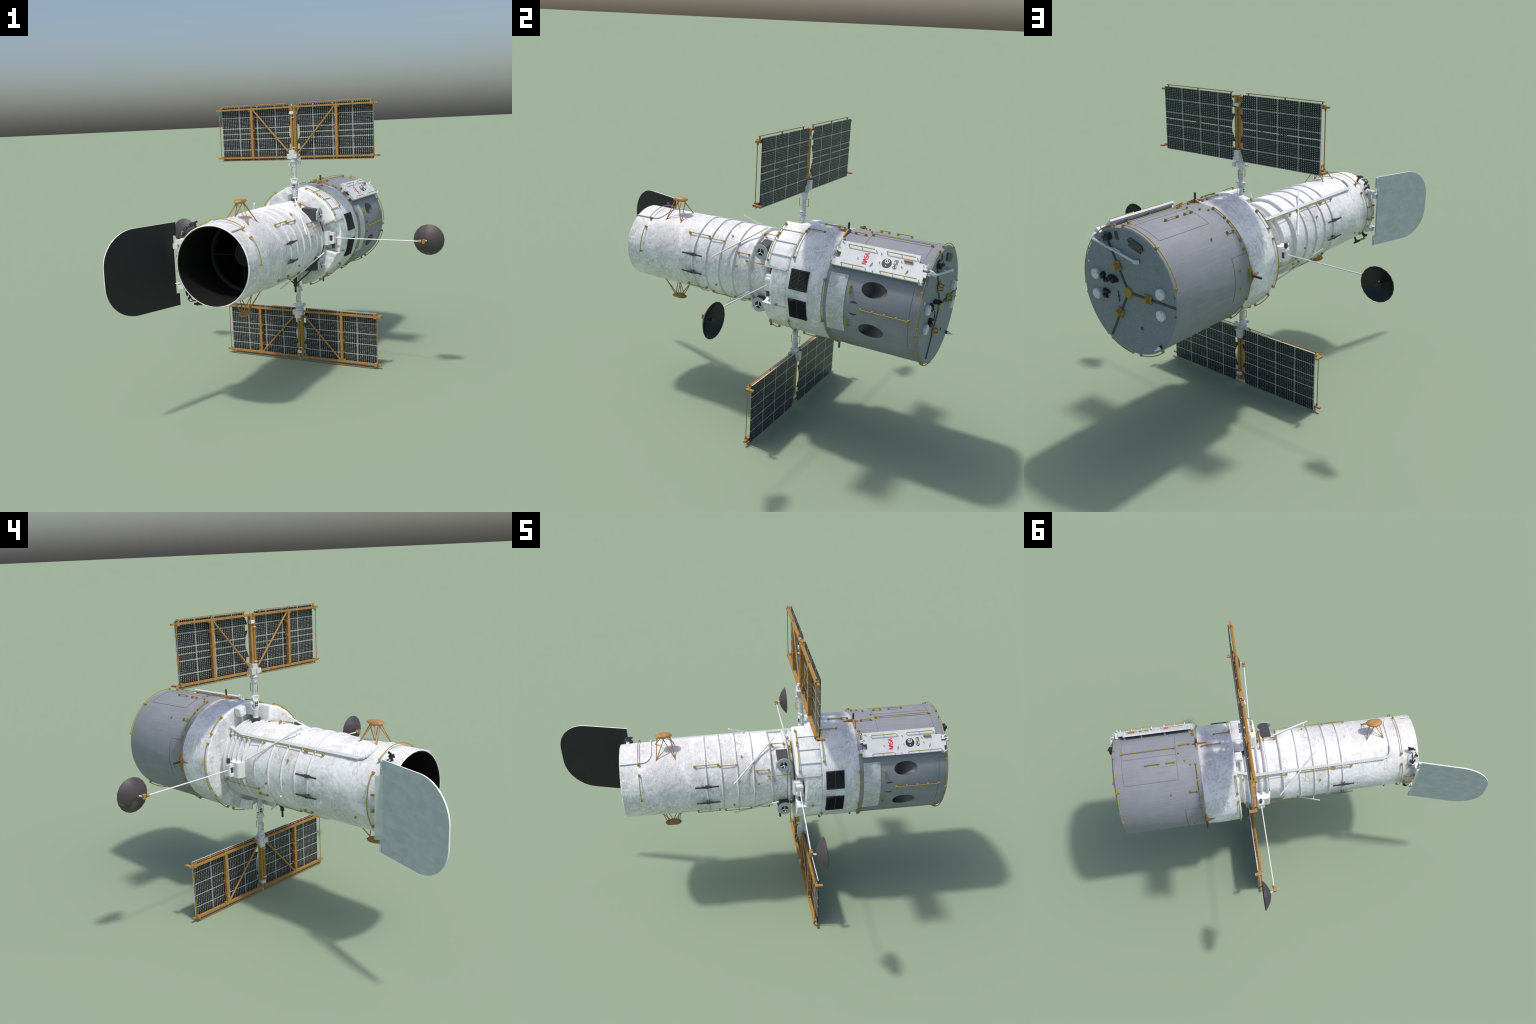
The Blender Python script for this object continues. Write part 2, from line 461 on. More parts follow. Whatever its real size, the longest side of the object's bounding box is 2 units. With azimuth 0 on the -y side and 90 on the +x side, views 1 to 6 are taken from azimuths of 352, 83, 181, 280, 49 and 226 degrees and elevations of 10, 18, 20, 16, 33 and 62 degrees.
def forward_shell():
    prof = [(FRONT, 0.2195), (FRONT - 0.001, 0.2225), (FRONT + 0.003, 0.2268), (-0.80, 0.2285), (-0.60, 0.2305), (-0.42, R_SHELL),
            (-0.20, 0.2335), (-0.030, 0.2345), (-0.024, 0.2335), (-0.018, 0.2205), (0.070, 0.2185), (0.076, 0.208), (0.30, 0.206)]
    bm = bmesh.new()
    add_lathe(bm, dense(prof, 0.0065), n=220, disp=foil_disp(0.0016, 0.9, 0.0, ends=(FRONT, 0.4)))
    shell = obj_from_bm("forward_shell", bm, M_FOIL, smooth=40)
    for a, h in RINGS:
        bm = bmesh.new()
        p = [(a - 0.007, R_SHELL - 0.006), (a - 0.006, R_SHELL + h * 0.5), (a - 0.002, R_SHELL + h), (a + 0.003, R_SHELL + h * 0.8), (a + 0.007, R_SHELL - 0.006)]
        add_lathe(bm, p, n=150, disp=lambda q, pr, j: q + Vector((q.x, 0, q.z)).normalized() * (0.0016 * noise.noise(q * 40)) + Vector((0, 0.0022 * noise.noise(q * 11), 0)))
        obj_from_bm("stiffener_ring", bm, M_RIB, shell, smooth=60)
    # step ring and the closely spaced bellows ribs behind it
    for a, r in ((-0.022, 0.2375), (0.084, 0.2345), (0.127, 0.2335), (0.166, 0.2335), (0.203, 0.2335), (0.240, 0.2335)):
        bm = bmesh.new()
        p = [(a - 0.010, 0.204), (a - 0.007, r - 0.008), (a - 0.002, r), (a + 0.003, r - 0.001), (a + 0.008, r - 0.009), (a + 0.012, 0.204)]
        add_lathe(bm, p, n=150, disp=lambda q, pr, j: q + Vector((q.x, 0, q.z)).normalized() * (0.0016 * noise.noise(q * 40 + Vector((3, 3, 3)))) + Vector((0, 0.002 * noise.noise(q * 13), 0)))
        obj_from_bm("bellows_rib", bm, M_RIB, shell, smooth=60)
    # dark interior with baffle rings
    bm = bmesh.new()
    prof = [(FRONT, 0.2195), (FRONT + 0.002, 0.2145), (-0.90, 0.2142)]
    prof += [(-0.572, 0.2140), (-0.568, 0.2045), (0.05, 0.2035), (0.05, 0.0005)]
    add_lathe(bm, prof, n=96)
    baffle = obj_from_bm("light_baffle", bm, M_INNER, smooth=35)
    bm = bmesh.new()
    add_lathe(bm, [(-0.573, 0.2140), (-0.573, 0.1965), (-0.553, 0.195), (-0.553, 0.2140)], n=96)
    add_lathe(bm, [(-0.536, 0.0005), (-0.536, 0.056), (-0.541, 0.060), (-0.543, 0.071), (-0.49, 0.074), (-0.49, 0.0005)], n=64)
    for k in range(4):
        M = Matrix.Rotation(math.radians(90 * k), 4, "Y")
        add_box(bm, (0.070, -0.566, -0.0026), (0.196, -0.520, 0.0026), 0, M)
    obj_from_bm("secondary_mirror_spider", bm, M_INNER2, baffle, smooth=35)
    # raised blanket over the top of the mouth: strip with rounded corners
    bm = bmesh.new()
    pts = [(-0.921, 57), (-0.80, 57.4), (-0.775, 57.8), (-0.758, 59.5), (-0.744, 63), (-0.736, 68), (-0.733, 75), (-0.733, 92), (-0.737, 112)]
    path = []
    for (a0, t0), (a1, t1) in zip(pts, pts[1:]):
        m = 8
        for i in range(m):
            path.append((a0 + (a1 - a0) * i / m, t0 + (t1 - t0) * i / m))
    path.append(pts[-1])
    add_path(bm, [cyl_pt(0.2315, t, a) for a, t in path], 0.0035, 8)
    obj_from_bm("blanket_edge", bm, M_STRAP, shell, smooth=60)
    return shell
shell = forward_shell()

# ------------------------------------------------------------------ equipment section
def equipment_section():
    bm = bmesh.new()
    prof = [(0.278, 0.205), (0.276, 0.24), (0.272, 0.30), (0.271, 0.317), (0.275, 0.3235), (0.40, 0.3265), (0.495, 0.3245), (0.503, 0.318), (0.503, 0.30)]
    def disp(p, pr, j):
        q = foil_disp(0.0019, 0.9, 3.0)(p, pr, j)
        th = math.degrees(math.atan2(p.z, p.x))
        sag = 0
        for c, w, d in ((116, 13, 0.008), (137, 9, 0.003)):
            sag += d * math.exp(-((th - c) / w) ** 2)
        if pr[j][1] > 0.315:
            k = max(0.0, min(1.0, (p.y - 0.28) / 0.12))
            hump = 0.010 * math.exp(-((th - 82) / 16) ** 2) * math.exp(-((p.y - 0.33) / 0.11) ** 2)
            side = 0.006 * math.exp(-((abs(th) - 172) / 20) ** 2)
            q += Vector((p.x, 0, p.z)).normalized() * (hump + side - sag * k)
        return q
    add_lathe(bm, dense(prof, 0.0075), n=280, disp=disp)
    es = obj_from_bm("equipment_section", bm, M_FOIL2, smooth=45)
    sector("equipment_bay", 0.119, 0.275, 0.214, 0.3255, 20.6, 81, M_FOIL, 0.0012, 11, es)
    sector("equipment_bay", 0.119, 0.275, 0.214, 0.3245, -80, -18, M_FOIL, 0.0020, 17, es)
    sector("equipment_bay", 0.168, 0.275, 0.214, 0.3235, -18.5, 21, M_FOIL, 0.0015, 23, es)
    sector("equipment_bay", 0.205, 0.275, 0.262, 0.320, 81, 91.5, M_FOIL, 0.0012, 29, es)
    sector("equipment_bay", 0.225, 0.275, 0.275, 0.327, 97.5, 108, M_FOIL, 0.0012, 31, es)
    sector("equipment_bay", 0.205, 0.275, 0.262, 0.322, -108, -97, M_FOIL, 0.0012, 37, es)
    # battens between the bay doors
    for th in (34.5, 49, 64):
        bm = bmesh.new()
        Mx = Matrix.Rotation(-math.radians(th), 4, "Y")
        add_box(bm, (0.322, 0.136, -0.0022), (0.3315, 0.268, 0.0022), 0, Mx)
        obj_from_bm("door_batten", bm, M_STRAP, es)
    for th, R in ((20.7, 0.327), (-18, 0.3265)):
        bm = bmesh.new()
        Mx = Matrix.Rotation(-math.radians(th), 4, "Y")
        add_box(bm, (0.318, 0.122, -0.003), (R + 0.002, 0.262, 0.003), 0, Mx)
        obj_from_bm("door_batten", bm, M_STRAP, es)
    # louvre pairs
    for th0, th1 in ((4.2, 24.2), (-26.8, -5.4)):
        c = (th0 + th1) / 2
        w = 2 * 0.327 * math.sin(math.radians((th1 - th0) / 2))
        M = Matrix.Rotation(-math.radians(c), 4, "Y")
        bm = bmesh.new()
        x0 = 0.3285 * math.cos(math.radians((th1 - th0) / 2)) + 0.0065
        add_box(bm, (x0 - 0.02, 0.293, -w / 2), (x0, 0.402, w / 2), 0, M)
        n = 15
        for half in ((0.2955, 0.3455), (0.3495, 0.3995)):
            for i in range(n):
                z = -w / 2 + 0.004 + (w - 0.008) * (i + 0.5) / n
                R_ = M @ Matrix.Translation((x0 + 0.0015, 0, z)) @ Matrix.Rotation(math.radians(35), 4, "Y")
                add_box(bm, (-0.0007, half[0], -0.0034), (0.0007, half[1], 0.0034), 0, R_)
        add_box(bm, (x0, 0.346, -w / 2 + 0.002), (x0 + 0.004, 0.349, w / 2 - 0.002), 1, M)
        obj_from_bm("louvre", bm, [M_LOUVRE, M_DARK], es)
    # dark recess rims next to the tube
    bm = bmesh.new()
    add_lathe(bm, [(0.112, 0.2195), (0.112, 0.2275), (0.122, 0.2275)], n=60, th0=-60, th1=75)
    obj_from_bm("recess_rim", bm, M_DARK, es)
    return es
es = equipment_section()

# ------------------------------------------------------------------ aft shroud with two oblique light ports
def aft_shroud():
    R = 0.325
    bm = bmesh.new()
    prof = [(0.495, 0.0), (0.495, 0.318), (0.502, 0.3225), (0.512, R), (1.030, R), (1.0385, 0.3215), (1.0385, 0.0)]
    n = 160
    V = []
    for (a, r) in prof:
        if r == 0:
            V.append([bm.verts.new((0, a, 0))])
        else:
            V.append([bm.verts.new(cyl_pt(r, 360 * i / n, a)) for i in range(n)])
    for A, B in zip(V, V[1:]):
        for i in range(n):
            k = (i + 1) % n
            if len(A) == 1: bm.faces.new((A[0], B[k], B[i]))
            elif len(B) == 1: bm.faces.new((A[i], A[k], B[0]))
            else: bm.faces.new((A[i], A[k], B[k], B[i]))
    for f in bm.faces:
        if all(abs(v.co.y - 1.0385) < 1e-6 for v in f.verts):
            f.material_index = 1
    ob = obj_from_bm("aft_shroud", bm, [M_SHROUD, M_BULK, M_PORT])
    bpy.context.view_layer.update()
    for th in (20.6, -20.3):
        ap = cyl_pt(R, th, 0.777)
        rad = cyl_pt(1, th, 0)
        d = (rad * 0.60 + Vector((0, 0.80, 0))).normalized()    # bore looks outward and aft
        cb = bmesh.new()
        add_rod(cb, ap - d * 0.057, ap + d * 0.12, 0.0425, n=48)
        cut = obj_from_bm("port_cutter", cb, M_PORT)
        bpy.context.view_layer.update()
        md = ob.modifiers.new("port", "BOOLEAN")
        md.operation = "DIFFERENCE"
        md.object = cut
        md.solver = "EXACT"
        md.material_mode = "TRANSFER"
        bpy.context.view_layer.update()
        dg = bpy.context.evaluated_depsgraph_get()
        me = bpy.data.meshes.new_from_object(ob.evaluated_get(dg))
        ob.modifiers.clear()
        ob.data = me
        me.name = "aft_shroud"
        bpy.data.objects.remove(cut)
    ob.data.polygons.foreach_set("use_smooth", [True] * len(ob.data.polygons))
    ob.data.set_sharp_from_angle(angle=math.radians(25))
    return ob
aft = aft_shroud()

def seam(pts, R=0.3252, r=0.0011, mat=M_SEAM, parent=None, name="panel_seam"):  # dark bars modelled on the skin for the shadow line of each groove
    bm = bmesh.new()
    path = []
    for (a0, t0), (a1, t1) in zip(pts, pts[1:]):
        m = max(1, int(abs(t1 - t0) / 4))
        for i in range(m):
            path.append((a0 + (a1 - a0) * i / m, t0 + (t1 - t0) * i / m))
    path.append(pts[-1])
    add_path(bm, [cyl_pt(R, t, a) for a, t in path], r, 4)
    obj_from_bm(name, bm, mat, parent or aft)

seam([(0.638, 62), (0.638, 120.3), (0.980, 120.3), (0.980, 62)])
seam([(0.638, 90.5), (0.978, 90.5)])
seam([(0.625, 158), (0.628, 180), (0.625, 200)], r=0.0013)
seam([(0.981, 29.5), (0.981, -28)])
seam([(0.512, 158), (0.625, 158)], r=0.0008)

def shroud_blanket():
    """Foil doubler on the forward edge of the shroud, between the ports."""
    bm = bmesh.new()
    prof = dense([(0.521, 0.3235), (0.521, 0.328), (0.623, 0.328), (0.623, 0.3235)], 0.006)
    add_lathe(bm, prof, n=70, th0=-29, th1=29.6, disp=lambda p, pr, j: p + Vector((p.x, 0, p.z)).normalized() * crumple(p, 0.0012, 1.4, 2) * (1 if pr[j][1] > 0.3279 else 0))
    obj_from_bm("shroud_blanket", bm, M_PATCH, aft, smooth=45)
shroud_blanket()

def half_moon(th, sgn):
    """Small half-round vent in the shroud."""
    bm = bmesh.new()
    vs = []
    for i in range(17):
        u = -1 + 2 * i / 16
        vs.append(bm.verts.new(cyl_pt(0.3258, th + sgn * 1.9 * (1 - u * u), 0.676 + 0.025 * u)))
    bm.faces.new(vs)
    obj_from_bm("vent", bm, M_DARK, aft)
half_moon(5.0, 1)
half_moon(-5.2, -1)

# ------------------------------------------------------------------ aft bulkhead fittings (plane y = AFT)
def bulkhead():
    Y = AFT
    Rm = lambda x, z, deg: Matrix.Translation((x, Y, z)) @ Matrix.Rotation(-math.radians(deg), 4, "Y")
    # three dark radial straps, gold hub and gold brackets
    for deg, L in ((62.5, 0.315), (180, 0.318), (-61.5, 0.30)):
        bm = bmesh.new()
        add_box(bm, (0.03, -0.001, -0.0055), (L, 0.004, 0.0055), 0, Rm(0, 0, deg))
        obj_from_bm("radial_strap", bm, M_DARK, aft)
        bm = bmesh.new()
        Mb = Rm(0, 0, deg)
        add_box(bm, (0.115, 0.003, -0.021), (0.162, 0.009, 0.021), 0, Mb)
        for s in (-1, 1):
            add_rod(bm, Mb @ Vector((0.125, 0.008, 0.014 * s)), Mb @ Vector((0.13, 0.030, 0.009 * s)), 0.003, 6, mat=1)
            add_rod(bm, Mb @ Vector((0.152, 0.008, 0.014 * s)), Mb @ Vector((0.147, 0.030, 0.009 * s)), 0.003, 6, mat=1)
        add_box(bm, (0.126, 0.026, -0.012), (0.151, 0.032, 0.012), 1, Mb)
        obj_from_bm("strap_bracket", bm, [M_BROWN, M_GOLD], aft)
    bm = bmesh.new()
    add_lathe(bm, [(Y - 0.001, 0.0285), (Y + 0.008, 0.0285), (Y + 0.011, 0.026), (Y + 0.011, 0.0003)], n=40)
    obj_from_bm("hub_plate", bm, M_GOLD, aft, smooth=40)
    # four round blanketed covers
    for x, z in ((0.229, 0.046), (0.228, -0.061), (-0.224, 0.048), (-0.222, -0.060)):
        bm = bmesh.new()
        add_lathe(bm, dense([(Y - 0.001, 0.0275), (Y + 0.013, 0.0275), (Y + 0.0165, 0.0245), (Y + 0.0165, 0.0003)], 0.004), n=36,
                  M=Matrix.Translation((x, 0, z)), disp=lambda p, pr, j: p + Vector((0, 0.0018 * noise.noise(p * 90), 0)))
        obj_from_bm("blanket_cover", bm, M_DISC, aft, smooth=40)
    # black connectors
    def lump(x, z, sx, sz, d, deg, extra=True, mat=M_BLACK):
        bm = bmesh.new()
        Ml = Rm(x, z, deg)
        add_box(bm, (-sx / 2, -0.001, -sz / 2), (sx / 2, d, sz / 2), 0, Ml)
        if extra:
            add_box(bm, (-sx * 0.75, -0.001, -sz * 0.28), (sx * 0.75, d * 0.45, sz * 0.28), 0, Ml)
            add_rod(bm, Ml @ Vector((0, d * 0.5, 0)), Ml @ Vector((sx * 0.2, d * 1.35, sz * 0.2)), min(sx, sz) * 0.28, 8)
        obj_from_bm("connector", bm, mat, aft)
    lump(0.178, 0.050, 0.018, 0.034, 0.016, 30)
    lump(0.156, 0.029, 0.024, 0.018, 0.014, -10)
    lump(0.092, 0.050, 0.030, 0.024, 0.030, 20)
    lump(0.118, 0.056, 0.018, 0.018, 0.016, 0)
    lump(0.158, -0.030, 0.030, 0.016, 0.018, 15)
    lump(0.166, -0.052, 0.026, 0.016, 0.018, 70)
    lump(0.119, 0.263, 0.034, 0.036, 0.024, -15)
    lump(0.060, 0.278, 0.018, 0.042, 0.004, -12, False, M_DARK)
    # scalloped vent plate
    bm = bmesh.new()
    Ml = Rm(-0.069, 0.253, 18)
    add_box(bm, (-0.042, -0.001, -0.022), (0.042, 0.007, 0.022), 0, Ml)
    for sx in (-1, 1):
        add_rod(bm, Ml @ Vector((0.044 * sx, -0.001, 0.004)), Ml @ Vector((0.044 * sx, 0.007, 0.004)), 0.009, 14)
    obj_from_bm("vent_plate", bm, M_DARK, aft)
    # cross marker, dark stud, small studs, thruster-like cone
    bm = bmesh.new()
    add_box(bm, (-0.028, -0.001, -0.0022), (0.028, 0.004, 0.0022), 0, Rm(0.073, -0.040, 86))
    add_box(bm, (-0.005, -0.001, -0.005), (0.005, 0.005, 0.005), 0, Rm(0.073, -0.040, 41))
    obj_from_bm("alignment_marker", bm, M_DARK, aft)
    for x, z, r, mt in ((-0.081, -0.169, 0.009, M_DARK), (0.283, 0.099, 0.006, M_WHITE), (-0.312, 0.051, 0.004, M_DARK), (-0.313, -0.044, 0.004, M_DARK), (-0.20, 0.16, 0.003, M_BULK)):
        bm = bmesh.new()
        add_rod(bm, (x, Y - 0.001, z), (x, Y + 0.003, z), r, 14)
        obj_from_bm("stud", bm, mt, aft)
    bm = bmesh.new()
    add_rod(bm, (-0.205, Y, -0.232), (-0.205, Y + 0.012, -0.232), 0.010, 14, mat=1)
    add_rod(bm, (-0.205, Y + 0.012, -0.232), (-0.203, Y + 0.042, -0.236), 0.009, 14, r1=0.002)
    obj_from_bm("vent_cone", bm, [M_WHITE, M_BLACK], aft, smooth=40)
    # grapple boom standing off the bulkhead
    bm = bmesh.new()
    B0, B1 = Vector((0.218, Y + 0.016, 0.232)), Vector((-0.078, Y + 0.017, 0.178))
    add_rod(bm, B0, B1, 0.0062, 10)
    add_rod(bm, B1 + Vector((0.004, 0.010, 0.003)), B1 + Vector((-0.010, -0.012, -0.002)), 0.010, 12)
    add_rod(bm, B1, B1 - Vector((0, 0.017, 0)), 0.005, 8)
    add_path(bm, [B0, B0 + Vector((0.012, -0.004, 0.004)), B0 + Vector((0.016, -0.02, 0.012))], 0.005, 8)
    g0, g1 = B0.lerp(B1, 0.52), B0.lerp(B1, 0.66)
    up = Vector((0, 0.002, 0.013))
    add_path(bm, [g0, g0 + up, g1 + up, g1], 0.0020, 6)
    for k in range(8):
        c = B0.lerp(B1, 0.06 + 0.125 * k)
        add_rod(bm, c, c + (B1 - B0).normalized() * 0.006, 0.0076, 10)
    obj_from_bm("grapple_boom", bm, M_STRAP, aft, smooth=40)
bulkhead()

# ------------------------------------------------------------------ handrails
def handrail(kind, *spec, R=0.325, h=0.0125, parent=None, r=0.0026, feet=True, extra=()):
    """arc: (a, th0, th1) or axial: (th, a0, a1). Bar on trapezoid feet."""
    bm = bmesh.new()
    top = R + h
    def foot(th, a, ax):
        Mx = Matrix.Translation((0, a, 0)) @ Matrix.Rotation(-math.radians(th), 4, "Y")
        s0 = (0.0064, 0.0064)
        s1 = (0.0046, 0.0046)
        lo = [bm.verts.new(Mx @ Vector((R - 0.003, sy * s0[0], sz * s0[1]))) for sy, sz in ((-1, -1), (1, -1), (1, 1), (-1, 1))]
        hi = [bm.verts.new(Mx @ Vector((top + 0.002, sy * s1[0], sz * s1[1]))) for sy, sz in ((-1, -1), (1, -1), (1, 1), (-1, 1))]
        for i in range(4):
            bm.faces.new((lo[i], lo[(i + 1) % 4], hi[(i + 1) % 4], hi[i]))
        bm.faces.new(hi); bm.faces.new(lo[::-1])
    if kind == "arc":
        a, t0, t1 = spec
        n = max(2, int(abs(t1 - t0) / 8) + 1)
        add_path(bm, [cyl_pt(top, t0 + (t1 - t0) * i / n, a) for i in range(n + 1)], r, 6)
        ends = [(t0, a), (t1, a)] + [(x, a) for x in extra]
    else:
        th, a0, a1 = spec
        add_path(bm, [cyl_pt(top, th, a0), cyl_pt(top, th, a1)], r, 6)
        ends = [(th, a0), (th, a1)] + [(th, x) for x in extra]
    for th, a in ends:
        foot(th, a, kind)
    return obj_from_bm("handrail", bm, M_RAIL, parent)

F = dict(R=0.2295, h=0.0115, parent=shell)
handrail("arc", -0.811, 39, 0.2, **F)
handrail("arc", -0.811, 55.2, 126.5, R=0.2285, h=0.016, parent=shell)
handrail("arc", -0.808, 143.8, 216.5, **F)
for th, a0, a1 in ((44.6, -0.481, -0.339), (41.6, -0.327, -0.229), (30.5, -0.110, -0.039), (69.5, -0.005, 0.070), (-41.8, -0.481, -0.347),
                   (-49, -0.310, -0.152), (-42, -0.10, -0.04), (201.6, 0.233, -0.041), (211.2, -0.030, -0.088), (229.5, -0.105, -0.296), (224.2, -0.341, -0.391),
                   (134.6, 0.236, -0.047), (134.2, -0.121, -0.350), (135, -0.362, -0.473), (169.6, -0.835, -0.895), (-170.2, -0.836, -0.895)):
    handrail("axial", th, a0, a1, R=0.232, h=0.0115, parent=shell)
handrail("axial", 21.5, -0.043, 0.094, R=0.232, h=0.0115, parent=shell)
handrail("arc", 0.103, 61.3, 40.6, R=0.222, h=0.012, parent=shell)
handrail("arc", 0.103, 84, 66, R=0.222, h=0.012, parent=shell)
handrail("arc", 0.103, -46, -70, R=0.222, h=0.012, parent=shell)
E_ = dict(R=0.3255, h=0.0115, parent=es)
for a, t0, t1 in ((0.137, 72.4, 57.8), (0.136, 54.3, 26.9), (0.285, 66.6, 35.1), (0.283, 124.8, 145.2), (0.284, 155.5, 204.8), (0.284, 216, 238), (0.283, 246, 262),
                  (0.275, -36, -58), (0.136, -46, -70), (0.497, 20.5, -21.8)):
    handrail("arc", a, t0, t1, **E_)
handrail("axial", 70.4, 0.288, 0.387, **E_)
handrail("axial", 85.3, 0.354, 0.470, R=0.3255, h=0.0115, parent=es, extra=(0.435,))
handrail("axial", -70.4, 0.300, 0.387, **E_)
A_ = dict(R=0.325, h=0.0115, parent=aft)
for a, t0, t1, ex in ((0.517, 65.9, 35.3, ()), (0.518, 105.4, 120, ()), (0.518, 124.8, 145.2, ()), (0.519, 153.8, 203.2, (174,)), (0.518, 213.9, 234, ()), (0.519, -33, -56, (-49,)),
                      (1.028, 75.8, -5, ()), (1.027, -14.2, -56, ()), (1.028, 86.2, 164, (126,)), (1.027, 232, 262, ()), (1.027, -62, -88, ())):
    handrail("arc", a, t0, t1, extra=ex, **A_)
for th, a0, a1 in ((80, 0.548, 0.608), (83, 0.644, 0.976), (100.3, 0.829, 0.749), (100.5, 0.697, 0.652), (134.8, 0.575, 0.531), (-80, 0.56, 0.62), (-80.5, 0.64, 0.76), (-100.5, 0.65, 0.70), (-100.5, 0.75, 0.83)):
    handrail("axial", th, a0, a1, **A_)
handrail("axial", 0.4, 0.719, 0.980, R=0.325, h=0.009, parent=aft, extra=(0.785, 0.85, 0.915))
handrail("arc", 0.646, 19.8, 14.8, R=0.325, h=0.012, parent=aft, r=0.0025)
handrail("arc", 0.646, -13.7, -19.5, R=0.325, h=0.012, parent=aft, r=0.0025)

def boss(th, a, R, parent, s=0.0048):
    bm = bmesh.new()
    p = cyl_pt(R - 0.002, th, a); d = cyl_pt(1, th, 0)
    add_rod(bm, p, p + d * 0.009, s, 8)
    add_rod(bm, p + d * 0.009, p + d * 0.012, s * 1.25, 8)
    obj_from_bm("tether_boss", bm, M_RAIL, parent)
for th, a, R, par in ((54, -0.195, 0.232, shell), (10.9, -0.105, 0.232, shell), (-27.6, -0.257, 0.232, shell), (152, -0.263, 0.232, shell), (-170, -0.111, 0.232, shell), (-152.6, -0.713, 0.229, shell),
                      (150, -0.86, 0.227, shell), (135.3, 0.694, 0.325, aft), (99.8, 0.584, 0.325, aft), (170.8, 0.585, 0.325, aft), (-171.6, 0.586, 0.325, aft), (125.5, 1.014, 0.325, aft),
                      (-16.2, 0.212, 0.325, es), (62, 0.525, 0.325, aft), (-137, 0.597, 0.325, aft), (28, 1.02, 0.325, aft), (105, 0.55, 0.325, aft), (90, 0.62, 0.325, aft)):
    boss(th, a, R, par)

# ------------------------------------------------------------------ tube fittings
def conduit():
    """Wrapped cable run along the upper flank, ribbed with tie straps."""
    bm = bmesh.new()
    pts = [(-0.737, 111), (-0.736, 117), (-0.732, 122), (-0.724, 126), (-0.712, 128.6), (-0.695, 129.5), (0.155, 129.5), (0.275, 121)]
    Rm = 0.243
    for (a0, t0), (a1, t1) in zip(pts, pts[1:]):
        k = max(1, int(abs(a1 - a0) / 0.013))
        for i in range(k):
            f0, f1 = i / k, (i + 0.9) / k
            A0, A1 = a0 + (a1 - a0) * f0, a0 + (a1 - a0) * f1
            T = t0 + (t1 - t0) * (f0 + f1) / 2
            Mx = Matrix.Rotation(-math.radians(T), 4, "Y")
            if abs(a1 - a0) > 0.05:
                add_box(bm, (Rm - 0.012, min(A0, A1), -0.0085), (Rm, max(A0, A1), 0.0085), 0, Mx)
        Mx = None
    for (a0, t0), (a1, t1) in zip(pts, pts[1:]):
        add_path(bm, [cyl_pt(Rm - 0.006, t0, a0), cyl_pt(Rm - 0.006, t1, a1)], 0.0066 if a1 < -0.68 else 0.0062, 8)
    obj_from_bm("conduit", bm, M_STRAP, shell)
conduit()

def latch_arms():
    for th in (13.6, -12.4, 166.2, -168):
        bm = bmesh.new()
        Mx = Matrix.Rotation(-math.radians(th), 4, "Y")
        add_box(bm, (0.246, -0.486, -0.0045), (0.2505, -0.343, 0.0045), 0, Mx)
        add_box(bm, (0.244, -0.45, -0.006), (0.2515, -0.385, 0.006), 0, Mx)
        add_box(bm, (0.228, -0.425, -0.009), (0.252, -0.406, 0.009), 0, Mx)
        obj_from_bm("latch_arm", bm, M_DARK, shell)
latch_arms()

def sensor_rods():
    rods = [((0.2655, -0.254, 0.079), (0.079, 0.008, 0.2645)), ((-0.079, -0.252, 0.2640), (-0.2660, 0.010, 0.077)),
            ((0.2655, 0.009, -0.077), (0.078, -0.255, -0.2650)), ((-0.266, -0.254, -0.077), (-0.078, 0.010, -0.265))]
    for p, q in rods:
        bm = bmesh.new()
        p, q = Vector(p), Vector(q)
        add_rod(bm, p, q, 0.0046, 8)
        m = (p + q) / 2
        rad = Vector((m.x, 0, m.z)).normalized()
        for f in (0.12, 0.5, 0.88):
            c = p.lerp(q, f)
            rr = Vector((c.x, 0, c.z))
            foot = rr.normalized() * 0.225 + Vector((0, c.y, 0))
            add_rod(bm, c, foot, 0.0022, 6)
        obj_from_bm("magnetic_torquer", bm, M_WHITE, shell, smooth=40)
sensor_rods()

def low_gain_antenna(sg):
    """Gold tray on a lattice of legs; one above, one below."""
    cx, ca, top = 0.040, -0.650, 0.316
    bm = bmesh.new()
    n = 16
    def ring(kx, ky, z):
        out = []
        for i in range(n):
            t = 2 * math.pi * i / n
            x = max(-1.0, min(0.80, math.cos(t))) * kx       # one long side is cut straight
            out.append(bm.verts.new((cx + x, ca + math.sin(t) * ky, sg * z)))
        return out
    rings = [ring(0.022, 0.034, top - 0.006), ring(0.029, 0.043, top), ring(0.035, 0.053, top + 0.006), ring(0.031, 0.048, top + 0.013), ring(0.018, 0.029, top + 0.0185)]
    for A, B in zip(rings, rings[1:]):
        for i in range(n):
            bm.faces.new((A[i], A[(i + 1) % n], B[(i + 1) % n], B[i]))
    bm.faces.new(rings[0]); bm.faces.new(rings[-1])
    tray = obj_from_bm("low_gain_antenna", bm, M_BROWN)
    F_, R_, B_, L_ = (0.0, -0.034), (0.020, 0.0), (0.0, 0.034), (-0.020, 0.0)
    feet = [(60, -0.703, F_, R_), (60, -0.590, R_, B_), (96.4, -0.596, B_, L_), (96.4, -0.706, L_, F_)]
    for th, a, n0, n1 in feet:
        f = cyl_pt(0.228, th * sg, a)
        for k, (dx, dy) in enumerate((n0, n1)):
            t = Vector((cx + dx, ca + dy + (0.004 if k else -0.004), sg * (top - 0.002)))
            lb = bmesh.new()
            add_rod(lb, f, t, 0.0027, 6)
            if k == 0:
                add_rod(lb, f - cyl_pt(0.004, th * sg, 0), f + cyl_pt(0.004, th * sg, 0), 0.0055, 8)
            obj_from_bm("strut", lb, M_BROWN, tray)
low_gain_antenna(1)
low_gain_antenna(-1)

